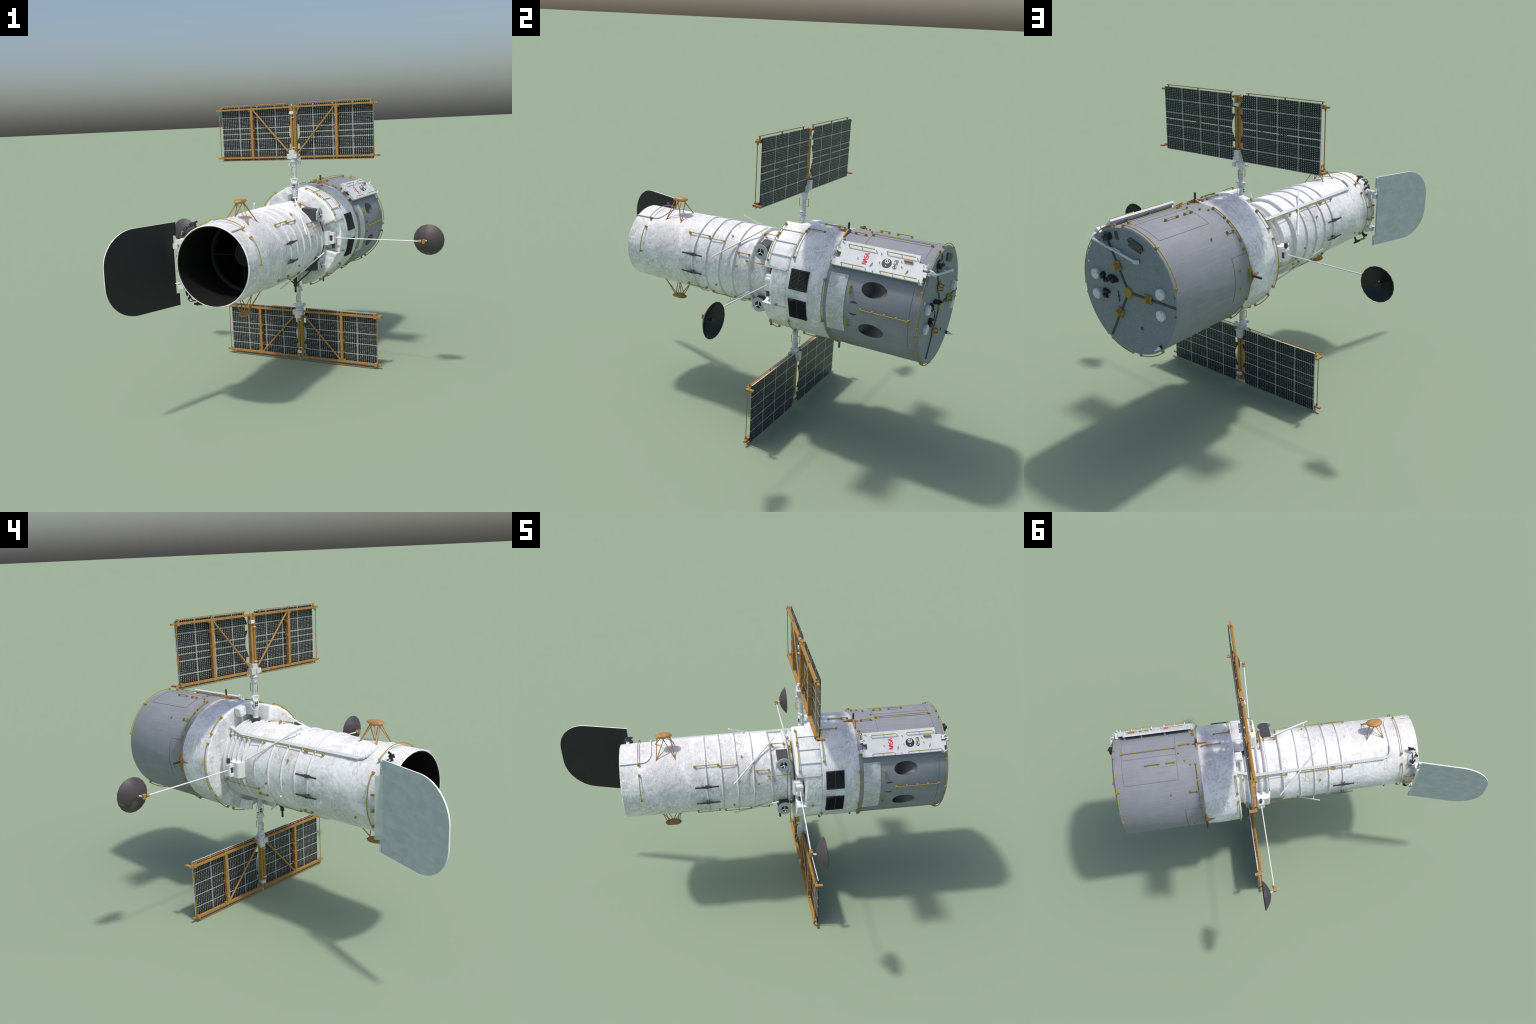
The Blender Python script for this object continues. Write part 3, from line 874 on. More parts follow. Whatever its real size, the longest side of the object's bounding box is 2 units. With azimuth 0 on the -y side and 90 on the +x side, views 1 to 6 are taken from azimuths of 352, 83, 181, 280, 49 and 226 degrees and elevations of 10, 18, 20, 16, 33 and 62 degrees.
def star_trackers():
    for z, sg in ((0.160, 1), (-0.160, -1)):
        bm = bmesh.new()
        Mx = Matrix.Translation((0, 0.050, z))
        # tapered dark housing from the tube out to the disc
        lo = [(0.118, -0.034, -0.045), (0.118, 0.034, -0.045), (0.118, 0.034, 0.045), (0.118, -0.034, 0.045)]
        hi = [(0.222, -0.024, -0.034), (0.222, 0.030, -0.034), (0.222, 0.030, 0.034), (0.222, -0.024, 0.034)]
        a = [bm.verts.new(Mx @ Vector(p)) for p in lo]
        b = [bm.verts.new(Mx @ Vector(p)) for p in hi]
        for i in range(4):
            bm.faces.new((a[i], a[(i + 1) % 4], b[(i + 1) % 4], b[i]))
        bm.faces.new(a); bm.faces.new(b)
        house = obj_from_bm("sensor_housing", bm, M_DARK)
        bm = bmesh.new()
        Md = Matrix.Translation((0.222, 0.051, z)) @ Matrix.Rotation(math.radians(-90), 4, "Z")
        add_lathe(bm, [(0, 0.0005), (0, 0.043), (0.003, 0.044), (0.006, 0.043), (0.008, 0.022), (0.004, 0.021), (0.004, 0.0005)], n=40, M=Md)
        obj_from_bm("sensor_disc", bm, M_TRACKER, house, smooth=40)
        bm = bmesh.new()
        add_lathe(bm, [(0.005, 0.0005), (0.005, 0.0205)], n=24, M=Md)
        obj_from_bm("sensor_aperture", bm, M_BLACK, house)
        bm = bmesh.new()
        for k in range(3):
            ang = math.radians(90 + 120 * k)
            add_rod(bm, (0.230, 0.051, z), (0.230, 0.051 + 0.021 * math.cos(ang), z + 0.021 * math.sin(ang)), 0.0022, 6)
        add_rod(bm, (0.228, 0.051, z), (0.262, 0.051, z), 0.0018, 6)
        add_box(bm, (0.222, 0.004, z - 0.028), (0.2245, 0.009, z + 0.028))
        obj_from_bm("sensor_cross", bm, M_WHITE, house)
star_trackers()

def trunnions():
    def make(P, up, length, R):
        """Amber three-legged bracket with a dark pin, legs fore and along the rim."""
        up = Vector(up); ax = Vector((0, 1, 0)); side = up.cross(ax)
        P = Vector(P)
        bm = bmesh.new()
        apex = P + up * 0.020
        def wedge(tip, w):
            tip = Vector(tip)
            d = (tip - P).normalized()
            s = d.cross(up).normalized() * w
            v = [bm.verts.new(q) for q in (P + s - up * 0.004, P - s - up * 0.004, tip - s * 0.6 - up * 0.006, tip + s * 0.6 - up * 0.006, apex + s * 0.8, apex - s * 0.8, tip - s * 0.5, tip + s * 0.5)]
            for q in ((0, 1, 2, 3), (4, 7, 6, 5), (0, 4, 5, 1), (2, 6, 7, 3), (0, 3, 7, 4), (1, 5, 6, 2)):
                bm.faces.new([v[i] for i in q])
        wedge(P - ax * 0.068, 0.006)
        wedge(P + side * 0.062 - up * 0.010, 0.006)
        wedge(P - side * 0.062 - up * 0.010, 0.006)
        br = obj_from_bm("trunnion_bracket", bm, M_BROWN, aft)
        bm = bmesh.new()
        add_rod(bm, P, P + up * length, 0.0062, 12)
        obj_from_bm("trunnion_pin", bm, M_DARK, aft, smooth=40)
    make((0.053, 0.502, 0.323), (0, 0, 1), 0.053, 0.325)
    make((-0.327, 0.502, 0.0), (-1, 0, 0), 0.066, 0.325)
    make((0.053, 0.502, -0.323), (0, 0, -1), 0.053, 0.325)
trunnions()

def keel_fitting():
    bm = bmesh.new()
    P = Vector((0.044, 0.042, -0.225))
    add_rod(bm, P, P + Vector((0, 0, -0.088)), 0.012, 12)
    add_rod(bm, P + Vector((0, 0, -0.088)), P + Vector((0, 0, -0.128)), 0.0065, 12)
    low = P + Vector((0, 0, -0.078))
    add_rod(bm, low, (0.190, 0.085, -0.165), 0.0045, 6)
    add_rod(bm, low, (-0.03, 0.02, -0.225), 0.0045, 6)
    add_rod(bm, P + Vector((-0.01, 0.115, -0.016)), P + Vector((0.0, -0.01, -0.026)), 0.0045, 6)
    obj_from_bm("keel_fitting", bm, M_BLACK, shell)
keel_fitting()

# ------------------------------------------------------------------ aperture door and hinge gear
def aperture_door():
    H = Vector((-0.2415, -0.890, 0))
    ang = math.radians(17.3)
    D = Vector((-math.sin(ang), -math.cos(ang), 0))
    Nn = Vector((D.y, -D.x, 0))          # outward (away from the axis)
    if Nn.x > 0: Nn = -Nn
    out = [(0.0, 0.234)]
    for i in range(25):                  # far corners: quarter ellipses
        t = math.pi / 2 * i / 24
        out.append((0.282 + 0.200 * math.sin(t), 0.045 + 0.188 * math.cos(t)))
    full = out + [(u, -v) for u, v in reversed(out)]
    # notch at the hinge line
    full += [(0.0, -0.165), (0.022, -0.165), (0.022, 0.160), (0.0, 0.160)]
    bm = bmesh.new()
    T = 0.004
    outer = [bm.verts.new(H + D * u + Vector((0, 0, v)) + Nn * T) for u, v in full]
    inner = [bm.verts.new(H + D * u + Vector((0, 0, v)) - Nn * T) for u, v in full]
    f1 = bm.faces.new(outer); f2 = bm.faces.new(inner[::-1])
    n = len(full)
    rim = [bm.faces.new((outer[i], outer[(i + 1) % n], inner[(i + 1) % n], inner[i])) for i in range(n)]
    f1.material_index = 0
    f2.material_index = 1
    for f in rim: f.material_index = 2
    door = obj_from_bm("aperture_door", bm, [M_DOOR, M_DOOR_IN, M_WHITE])
    # hinge flap on the outside
    bm = bmesh.new()
    Mx = Matrix.Translation(H) @ Matrix((D, Nn, Vector((0, 0, 1)))).transposed().to_4x4()
    e0 = H + D * 0.024 + Nn * 0.002
    e1 = e0 + Vector((-0.56, 0.83, 0)) * 0.040
    th = Vector((0.83, 0.56, 0)) * 0.0012
    vs = [bm.verts.new(p + Vector((0, 0, z)) + o) for o in (th, -th) for z in (-0.163, 0.158) for p in (e0, e1)]
    for q in ((0, 1, 3, 2), (4, 6, 7, 5), (0, 4, 5, 1), (2, 3, 7, 6), (0, 2, 6, 4), (1, 5, 7, 3)):
        bm.faces.new([vs[i] for i in q])
    obj_from_bm("hinge_flap", bm, M_DOOR, door)
    for z in (0.21, -0.21):
        bm = bmesh.new()
        add_rod(bm, Mx @ Vector((0.012, 0.008, z - 0.018)), Mx @ Vector((0.012, 0.008, z + 0.018)), 0.0025, 6)
        for s in (-1, 1):
            add_cbox(bm, (0.012, 0.007, z + 0.018 * s), (0.014, 0.007, 0.005), 0, Mx)
        obj_from_bm("hinge_clip", bm, M_WHITE, door)
    for z in (0.125, -0.125):
        bm = bmesh.new()
        xs = -math.sqrt(0.226 ** 2 - z * z)
        add_box(bm, (xs - 0.045, -0.915, z - 0.012), (xs - 0.006, -0.887, z + 0.012))
        add_box(bm, (xs - 0.020, -0.900, z - 0.018), (xs - 0.003, -0.870, z + 0.018))
        add_box(bm, (xs - 0.060, -0.918, z - 0.028 * (1 if z > 0 else -1) - 0.008), (xs - 0.030, -0.897, z - 0.012 * (1 if z > 0 else -1) + 0.004))
        obj_from_bm("hinge_bracket", bm, M_WHITE, door)
    # black release gear either side of the hinge
    for th0, sg in ((121, 1), (-121, -1)):
        bm = bmesh.new()
        def P(dth, a, r): return cyl_pt(r + (0.011 if r > 0.239 else 0), th0 + sg * dth, a)
        add_path(bm, [P(0, -0.860, 0.240), P(0, -0.885, 0.252)], 0.009, 8)
        add_path(bm, [P(-3, -0.85, 0.252), P(2, -0.895, 0.252)], 0.006, 6)
        add_path(bm, [P(4, -0.872, 0.246), P(9, -0.872, 0.256), P(14, -0.872, 0.252), P(18, -0.872, 0.246)], 0.0034, 6)
        add_path(bm, [P(5, -0.895, 0.242), P(8, -0.897, 0.258), P(12, -0.897, 0.258), P(13, -0.895, 0.242)], 0.0026, 6)
        add_path(bm, [P(19, -0.858, 0.240), P(19, -0.880, 0.252)], 0.0075, 8)
        add_path(bm, [P(16, -0.89, 0.250), P(22, -0.87, 0.250)], 0.005, 6)
        add_path(bm, [P(11, -0.905, 0.228), P(11, -0.905, 0.246)], 0.007, 8)
        add_path(bm, [P(0, -0.866, 0.224), P(0, -0.866, 0.246)], 0.007, 6)
        add_path(bm, [P(19, -0.866, 0.224), P(19, -0.866, 0.246)], 0.006, 6)
        obj_from_bm("release_gear", bm, M_BLACK, shell)
aperture_door()

# ------------------------------------------------------------------ high gain antennas
def high_gain_antenna(s, joint, rim_a):
    bm = bmesh.new()
    # yoke box on the tube flank
    x0, x1 = 0.205, 0.268
    f = 0.068 if s < 0 else 0.094          # front face of the box
    pts = [(0.205, f), (0.256, f + 0.012), (0.262, f + 0.020), (0.262, 0.158), (0.205, 0.164)]
    def V(x, y, z): return bm.verts.new((s * x, y, z))
    lo = [V(x, y, -0.044) for x, y in pts]; hi = [V(x, y, 0.044) for x, y in pts]
    for i in range(5):
        bm.faces.new((lo[i], lo[(i + 1) % 5], hi[(i + 1) % 5], hi[i]))
    bm.faces.new(lo); bm.faces.new(hi)
    mount = obj_from_bm("dish_mount", bm, M_WHITE)
    bm = bmesh.new()
    sb = lambda lo_, hi_, m=0: add_box(bm, (min(s * lo_[0], s * hi_[0]), lo_[1], lo_[2]), (max(s * lo_[0], s * hi_[0]), hi_[1], hi_[2]), m)
    sb((0.258, 0.118, 0.018), (0.288, 0.160, 0.036)); sb((0.258, 0.118, -0.036), (0.288, 0.160, -0.018))
    sb((0.280, 0.122, -0.03), (0.292, 0.156, 0.03))
    sb((0.2621, 0.125, -0.017), (0.278, 0.152, 0.017), 1)
    zz = 0.055 if s < 0 else -0.055
    add_rod(bm, (s * 0.278, 0.140, zz - 0.013), (s * 0.278, 0.140, zz + 0.013), 0.0105, 12, mat=1)
    obj_from_bm("dish_gimbal", bm, [M_WHITE, M_DARK], mount)
    bm = bmesh.new()
    J = Vector((s * 0.862, joint, 0.0))
    add_rod(bm, (s * 0.288, 0.139, 0), J - Vector((s * 0.018, 0, 0)), 0.0036, 10)
    boom = obj_from_bm("boom", bm, M_WHITE, mount, smooth=40)
    bm = bmesh.new()
    add_rod(bm, J + Vector((-s * 0.020, 0, 0)), J + Vector((-s * 0.004, 0, 0)), 0.0095, 10)
    add_rod(bm, J + Vector((s * 0.010, -0.002, -0.012)), J + Vector((s * 0.010, -0.002, 0.012)), 0.0105, 12)
    add_rod(bm, J, J + Vector((s * 0.012, 0, 0)), 0.004, 8, mat=1)
    add_rod(bm, J + Vector((s * 0.012, 0, 0)), Vector((s * 0.884, rim_a - 0.040, 0)), 0.0045, 8, mat=1)
    obj_from_bm("boom_joint", bm, [M_BROWN, M_WHITE], mount, smooth=40)
    # faceted dish: convex side forward, bowl aft
    C = Vector((0.887 if s > 0 else -0.896, rim_a, 0))
    bm = bmesh.new()
    R, depth = 0.0955, 0.046
    outer = [(-depth * (1 - (r / R) ** 2), max(r, 0.0004)) for r in (0.0, R * 0.3, R * 0.6, R * 0.82, R)]
    inner = [(y + 0.0022, r * 0.985) for y, r in reversed(outer)]
    V1 = add_lathe(bm, outer, n=18, M=Matrix.Translation(C), mat=0)
    V2 = add_lathe(bm, [outer[-1]] + inner, n=18, M=Matrix.Translation(C), mat=1)
    dish = obj_from_bm("dish", bm, [M_DISH, M_DISH_IN], mount, smooth=22)
    bm = bmesh.new()
    add_box(bm, (-0.021, -0.012, -0.008), (0.021, -0.001, 0.008), 0, Matrix.Translation(C) @ Matrix.Rotation(math.radians(-30 * s), 4, "Y"))
    add_rod(bm, C + Vector((0, -0.04, 0)), C + Vector((0, -0.01, 0)), 0.004, 6)
    obj_from_bm("dish_feed", bm, M_BLACK, mount)
high_gain_antenna(1, 0.112, 0.181)
high_gain_antenna(-1, 0.138, 0.208)

# ------------------------------------------------------------------ solar arrays (upper built with sg=+1, lower mirrored)
PITCH = 0.1345
ROWS = [(0.8580, 0.7885), (0.7885, 0.7160), (0.7160, 0.6818), (0.6782, 0.6440), (0.6440, 0.5725), (0.5725, 0.5025)]
# inner edge of the wing, per row: (h, t) going down
INNER = [[(0.858, 0.0400), (0.833, 0.0385), (0.7885, 0.0160)],
         [(0.7885, 0.0370), (0.7550, 0.0375), (0.7545, 0.0175), (0.7160, 0.0355)],
         [(0.7160, 0.0355), (0.7000, 0.0395), (0.6818, 0.0405)],
         [(0.6782, 0.0405), (0.6600, 0.0390), (0.6440, 0.0310)],
         [(0.6440, 0.0310), (0.6060, 0.0160), (0.6055, 0.0370), (0.5725, 0.0380)],
         [(0.5725, 0.0160), (0.5280, 0.0355), (0.5025, 0.0385)]]
Y_CELL = 0.2105
_pane_cache = {}
def pane_mesh(w, h):
    key = (round(w, 4), round(h, 4))
    if key not in _pane_cache:
        bm = bmesh.new()
        add_box(bm, (-w / 2, -0.0025, -h / 2), (w / 2, 0.0025, h / 2))
        bmesh.ops.recalc_face_normals(bm, faces=bm.faces)
        me = bpy.data.meshes.new("solar_pane"); bm.to_mesh(me); bm.free()
        me.materials.append(M_CELL)
        _pane_cache[key] = me
    return _pane_cache[key]

def solar_array(sg):
    arr_bm = bmesh.new()
    zc = lambda h: sg * h
    g = 0.0015
    def B(bm, x0, x1, y0, y1, h0, h1, m=0):
        add_box(bm, (min(x0, x1), min(y0, y1), min(zc(h0), zc(h1))), (max(x0, x1), max(y0, y1), max(zc(h0), zc(h1))), m)
    OFF = 0.0
    # gold frame: spars, posts, braces
    fb = bmesh.new()
    Y0, Y1 = 0.182, 0.202
    for s in (-1, 1):
        X = lambda t: OFF + s * t
        B(fb, X(0.012), X(0.538), Y0, Y1 - 0.002, 0.8365, 0.8475)
        B(fb, X(0.020), X(0.538), Y0, Y1 - 0.002, 0.515, 0.526)
        B(fb, X(0.292), X(0.309), Y0 + 0.001, Y1 + 0.002, 0.5255, 0.8365)
        B(fb, X(0.525), X(0.545), Y0 - 0.002, Y1 + 0.001, 0.833, 0.851)
        B(fb, X(0.525), X(0.545), Y0 - 0.002, Y1 + 0.001, 0.513, 0.530)
        B(fb, X(0.545), X(0.573), Y0 + 0.008, Y1, 0.837, 0.847)
        B(fb, X(0.545), X(0.572), Y0 + 0.006, Y1, 0.515, 0.525)
        # aft-pointing foot at the inboard corner
        B(fb, X(0.552), X(0.572), Y1 - 0.01, 0.234, 0.514, 0.522)
        for hh in (0.78, 0.70, 0.645):
            B(fb, X(0.2865), X(0.3125), Y0 + 0.004, Y1 + 0.004, hh - 0.006, hh + 0.006)
        for hh in (0.73, 0.62):
            B(fb, X(0.286), X(0.300), Y1, Y_CELL, hh - 0.004, hh + 0.004)
        B(fb, X(0.275), X(0.324), Y0 + 0.003, Y1 - 0.004, 0.828, 0.8362)
    frame = obj_from_bm("array_frame", fb, M_ORANGE)
    for s in (-1, 1):
        X = lambda t: OFF + s * t
        bm = bmesh.new()
        add_rod(bm, (X(0.028), 0.189, zc(0.543)), (X(0.286), 0.189, zc(0.830)), 0.0055, 10)
        obj_from_bm("brace", bm, M_ORANGE, frame, smooth=40)
        for h, hb in ((0.8655, 0.848), (0.5015, 0.515)):
            bm = bmesh.new()
            add_rod(bm, (X(0.045), 0.190, zc(h)), (X(0.541), 0.190, zc(h)), 0.0023, 6)
            for t in (0.06, 0.30, 0.528):
                B(bm, X(t - 0.003), X(t + 0.003), 0.187, 0.193, hb, h)
            obj_from_bm("edge_rail", bm, M_ORANGE, frame)
        bm = bmesh.new()
        add_rod(bm, (X(0.5455), 0.188, zc(0.525)), (X(0.5450), 0.188, zc(0.823)), 0.0026, 6)
        B(bm, X(0.540), X(0.549), 0.185, 0.191, 0.822, 0.834)
        obj_from_bm("edge_rail", bm, M_ORANGE, frame)
    # twin centre posts with white clamps
    bm = bmesh.new()
    B(bm, -0.0165, -0.0015, Y0 + 0.001, 0.205, 0.545, 0.8475)
    B(bm, 0.0030, 0.0225, Y0 + 0.003, 0.209, 0.535, 0.8515)
    add_rod(bm, (0.010, Y0 + 0.003, zc(0.56)), (0.010, Y0 + 0.003, zc(0.835)), 0.0055, 8)
    B(bm, 0.001, 0.03, 0.19, 0.205, 0.838, 0.853)
    obj_from_bm("centre_post", bm, M_ORANGE, frame)
    bm = bmesh.new()
    B(bm, -0.018, 0.010, Y0 - 0.006, Y0 + 0.014, 0.795, 0.814)
    B(bm, -0.010, 0.028, 0.198, 0.216, 0.797, 0.814)
    for h in (0.775, 0.580):
        B(bm, -0.002, 0.016, Y0 - 0.010, Y0 + 0.004, h - 0.002, h + 0.002)
    add_rod(bm, (-0.006, 0.188, zc(0.846)), (-0.006, 0.188, zc(0.861)), 0.0035, 8)
    obj_from_bm("clamp", bm, M_MAST, frame)
    # panes and edging
    for s in (-1, 1):
        X = lambda t: OFF + s * t
        wing = bmesh.new()
        for c in range(1, 4):
            t = 0.5375 - PITCH * c
            B(wing, X(t - 0.0017), X(t + 0.0017), Y_CELL - 0.0028, Y_CELL + 0.0028, 0.6782, 0.5025)
            B(wing, X(t - 0.0017), X(t + 0.0017), Y_CELL - 0.0028, Y_CELL + 0.0028, 0.858, 0.6818)
        for h in (0.7885, 0.7160, 0.6440, 0.5725):
            B(wing, X(0.034), X(0.5375), Y_CELL - 0.0027, Y_CELL + 0.0027, h - 0.0014, h + 0.0014)
        if s < 0:
            B(wing, X(0.5363), X(0.5383), Y_CELL - 0.0022, Y_CELL + 0.0027, 0.858, 0.6818)
            B(wing, X(0.5363), X(0.5383), Y_CELL - 0.0022, Y_CELL + 0.0027, 0.6782, 0.5025)
        B(wing, X(0.0385), X(0.536), Y_CELL - 0.0027, Y_CELL + 0.0027, 0.5025, 0.5010)
        edging = obj_from_bm("pane_edging", wing, M_EDGE, frame)
        for t in (0.135, 0.285):
            bm = bmesh.new()
            B(bm, X(t - 0.005), X(t + 0.005), Y_CELL - 0.002, Y_CELL + 0.0012, 0.6772, 0.6828)
            obj_from_bm("pane_clip", bm, M_ORANGE, frame)
        for ri, (h1, h0) in enumerate(ROWS):
            top = h1 - (g if ri not in (0, 3) else 0); bot = h0 + (g if ri not in (2, 5) else 0)
            for c in range(3):
                t1 = 0.5375 - PITCH * c - (g if c else 0.001); t0 = 0.5375 - PITCH * (c + 1) + g
                ob = bpy.data.objects.new("solar_pane", pane_mesh(t1 - t0, top - bot))
                ob.location = (X((t0 + t1) / 2), Y_CELL, zc((top + bot) / 2))
                link(ob, frame)
            # inboard pane with its cut-out edge
            bm = bmesh.new()
            t1 = 0.5375 - PITCH * 3 - g
            poly = [(t1, top), (t1, bot)] + [(t, min(max(h, bot), top)) for h, t in reversed(INNER[ri])]
            cen = Vector((X(0.085), Y_CELL, zc((top + bot) / 2)))
            A = [bm.verts.new(Vector((X(t), Y_CELL - 0.0025, zc(h))) - cen) for t, h in poly]
            Bv = [bm.verts.new(Vector((X(t), Y_CELL + 0.0025, zc(h))) - cen) for t, h in poly]
            bm.faces.new(A); bm.faces.new(Bv[::-1])
            for i in range(len(poly)):
                k = (i + 1) % len(poly)
                bm.faces.new((A[i], A[k], Bv[k], Bv[i]))
            obj_from_bm("solar_pane", bm, M_CELL, frame, loc=cen)
    # mast
    bm = bmesh.new()
    prof = [(0.245, 0.0003), (0.245, 0.0174), (0.254, 0.0174), (0.256, 0.0157), (0.262, 0.0157), (0.264, 0.0166), (0.293, 0.0166), (0.297, 0.0179), (0.299, 0.0179), (0.301, 0.0110),
            (0.345, 0.0110), (0.347, 0.0195), (0.352, 0.0195), (0.356, 0.0153), (0.374, 0.0145), (0.378, 0.0187), (0.382, 0.0145), (0.45, 0.0149), (0.458, 0.0187), (0.487, 0.0213),
            (0.490, 0.0281), (0.494, 0.0281), (0.498, 0.0229), (0.555, 0.0187), (0.555, 0.0003)]
    Mm = Matrix.Translation((-0.002, 0.189, 0)) @ Matrix.Rotation(math.radians(90 * sg), 4, "X")
    def md(p, pr, j):
        q = p.copy()
        if 0.35 < p.y < 0.552 and pr[j][1] > 0.01:
            q += Vector((p.x, 0, p.z)).normalized() * (crumple(p, 0.0014, 2.2, 5 + sg))
        return q
    add_lathe(bm, dense(prof, 0.006), n=28, M=Mm, disp=md)
    mast = obj_from_bm("mast", bm, M_MAST, smooth=50)
    bm = bmesh.new()
    B(bm, -0.040, -0.006, 0.165, 0.198, 0.508, 0.541)
    B(bm, -0.004, 0.031, 0.160, 0.192, 0.513, 0.540)
    B(bm, -0.026, 0.012, 0.170, 0.205, 0.541, 0.567)
    B(bm, -0.031, -0.018, 0.160, 0.175, 0.464, 0.478)
    B(bm, -0.020, 0.016, 0.205, 0.228, 0.505, 0.560)
    B(bm, 0.016, 0.034, 0.205, 0.222, 0.468, 0.492)
    for s in (-1, 1):
        B(bm, -0.002 + s * 0.014, -0.002 + s * 0.031, 0.183, 0.193, 0.370, 0.379)
        B(bm, -0.002 + s * 0.013, -0.002 + s * 0.024, 0.180, 0.196, 0.355, 0.371)
    obj_from_bm("mast_fitting", bm, M_MAST, mast)
    bm = bmesh.new()
    for s in (-1, 1):
        add_path(bm, [(s * 0.014 - 0.002, 0.189, zc(0.346)), (s * 0.027 - 0.002, 0.189, zc(0.344)), (s * 0.029 - 0.002, 0.189, zc(0.338)), (s * 0.029 - 0.002, 0.189, zc(0.308)), (s * 0.016 - 0.002, 0.189, zc(0.299))], 0.0022, 6)
    B(bm, -0.012, -0.006, 0.174, 0.178, 0.318, 0.326, 1); B(bm, 0.0, 0.006, 0.174, 0.178, 0.318, 0.326, 1)
    B(bm, -0.012, -0.006, 0.174, 0.178, 0.331, 0.339, 1); B(bm, 0.0, 0.006, 0.174, 0.178, 0.331, 0.339, 1)
    obj_from_bm("mast_cage", bm, [M_WHITE, M_BLACK], mast)
    for y in (0.160, 0.218):
        bm = bmesh.new()
        yi = 0.175 if y < 0.189 else 0.203
        add_path(bm, [(-0.006, yi, zc(0.450)), (-0.006, y, zc(0.450)), (-0.006, y, zc(0.405)), (-0.006, yi, zc(0.405))], 0.0022, 6)
        obj_from_bm("handrail", bm, M_RAIL, mast)
    bm = bmesh.new()
    add_lathe(bm, [(0.215, 0.026), (0.246, 0.030), (0.250, 0.024), (0.250, 0.001)], n=24, M=Mm)
    obj_from_bm("mast_socket", bm, M_DARK, mast)
solar_array(1)
solar_array(-1)

# ------------------------------------------------------------------ lettered equipment board on the shroud
def board():
    tilt = math.radians(42.5)
    # board frame: x along reading direction (up the flank), y = forward, z = outward
    ex, ey, ez = Vector((-math.sin(tilt), 0, math.cos(tilt))), Vector((0, -1, 0)), Vector((math.cos(tilt), 0, math.sin(tilt)))
    BM = Matrix.Translation(ex * 0.004) @ Matrix((ex, ey, ez)).transposed().to_4x4()
    def W(w, a, d): return ex * (w + 0.004) + Vector((0, a, 0)) + ez * d
    TOP = 0.3515
    outline = [(0.098, 0.528), (0.098, 0.967), (0.055, 0.969), (0.055, 1.000), (0.012, 1.000), (0.010, 1.024), (-0.016, 1.025), (-0.016, 1.013), (-0.049, 1.012),
               (-0.049, 0.529), (-0.044, 0.516), (-0.004, 0.516), (-0.002, 0.549), (0.030, 0.549), (0.032, 0.528)]
    bm = bmesh.new()
    a = [bm.verts.new(W(w, y, TOP)) for w, y in outline]
    b = [bm.verts.new(W(w, y, TOP - 0.012)) for w, y in outline]
    bm.faces.new(a); bm.faces.new(b[::-1])
    for i in range(len(a)):
        k = (i + 1) % len(a)
        bm.faces.new((a[i], a[k], b[k], b[i]))
    bd = obj_from_bm("equipment_board", bm, M_PANELW)
    # stand-offs
    bm = bmesh.new()
    for w in (-0.045, 0.075):
        for y in (0.545, 0.70, 0.85, 0.96):
            add_rod(bm, W(w, y, 0.300), W(w, y, TOP - 0.011), 0.006, 8)
    obj_from_bm("standoff", bm, M_SHROUD, bd)
    # rails on the board
    for w, y0, y1, mid in ((0.076, 0.577, 0.732, (0.652,)), (0.077, 0.791, 0.954, (0.870,)), (-0.036, 0.571, 0.707, (0.635,)), (-0.038, 0.79, 0.995, (0.855, 0.92))):
        bm = bmesh.new()
        add_rod(bm, W(w, y0, TOP + 0.013), W(w, y1 - 0.006, TOP + 0.013), 0.0024, 6)
        for y in (y0, y1, *mid):
            add_rod(bm, W(w, y, TOP - 0.002), W(w, y, TOP + 0.014), 0.0022 if y in mid else 0.0032, 6, mat=1)
        obj_from_bm("handrail", bm, [M_RAIL, M_WHITE], bd)
    # fittings
    bm = bmesh.new()
    add_rod(bm, W(0.050, 0.893, TOP + 0.006), W(0.050, 0.937, TOP + 0.006), 0.0062, 12)
    obj_from_bm("capsule", bm, M_BROWN, bd, smooth=40)
    for w, y in ((0.014, 0.648), (0.065, 0.763), (0.014, 0.768), (0.043, 0.880), (0.015, 0.889), (-0.041, 0.748)):
        bm = bmesh.new()
        add_rod(bm, W(w, y, TOP - 0.001), W(w, y, TOP + 0.007), 0.003, 8)
        obj_from_bm("stud", bm, M_TRACKER, bd)
    for w, y in ((-0.006, 0.73), (-0.007, 0.923)):
        bm = bmesh.new()
        Mx = BM @ Matrix.Translation((w, -y, TOP + 0.003)) @ Matrix.Rotation(math.radians(-20), 4, "Z")
        add_box(bm, (-0.012, -0.001, -0.004), (0.012, 0.001, 0.002), 0, Mx)
        add_box(bm, (-0.001, -0.005, -0.004), (0.001, 0.005, 0.002), 0, Mx)
        obj_from_bm("cross_handle", bm, M_TRACKER, bd)
    # corner brackets
    def bracket(w, y, sx, sy, d0, d1):
        bm = bmesh.new()
        add_box(bm, (w - sx / 2, -y - sy / 2, d0), (w + sx / 2, -y + sy / 2, d1), 0, BM)
        add_rod(bm, W(w, y, d1 - 0.002), W(w + sx * 0.5, y + 0.012, d1 + 0.014), 0.003, 6)
        add_rod(bm, W(w - sx * 0.4, y - 0.01, d0 + 0.004), W(w + sx * 0.4, y - 0.016, d1 + 0.006), 0.0026, 6)
        obj_from_bm("corner_bracket", bm, M_WHITE, bd)
    bracket(0.035, 1.012, 0.026, 0.018, 0.325, 0.356)
    bracket(0.050, 0.520, 0.018, 0.014, 0.322, 0.345)
    bracket(-0.012, 0.510, 0.018, 0.012, 0.322, 0.345)
    bracket(0.088, 0.532, 0.008, 0.008, 0.335, 0.350)
    bracket(-0.052, 1.010, 0.010, 0.012, 0.330, 0.350)
    bracket(0.010, 1.030, 0.014, 0.014, 0.318, 0.340)
    bm = bmesh.new()
    add_path(bm, [W(0.035, 1.015, 0.335), W(0.030, 1.045, 0.334), W(0.022, 1.060, 0.325)], 0.005, 8)
    obj_from_bm("boom_hinge", bm, M_WHITE, bd)
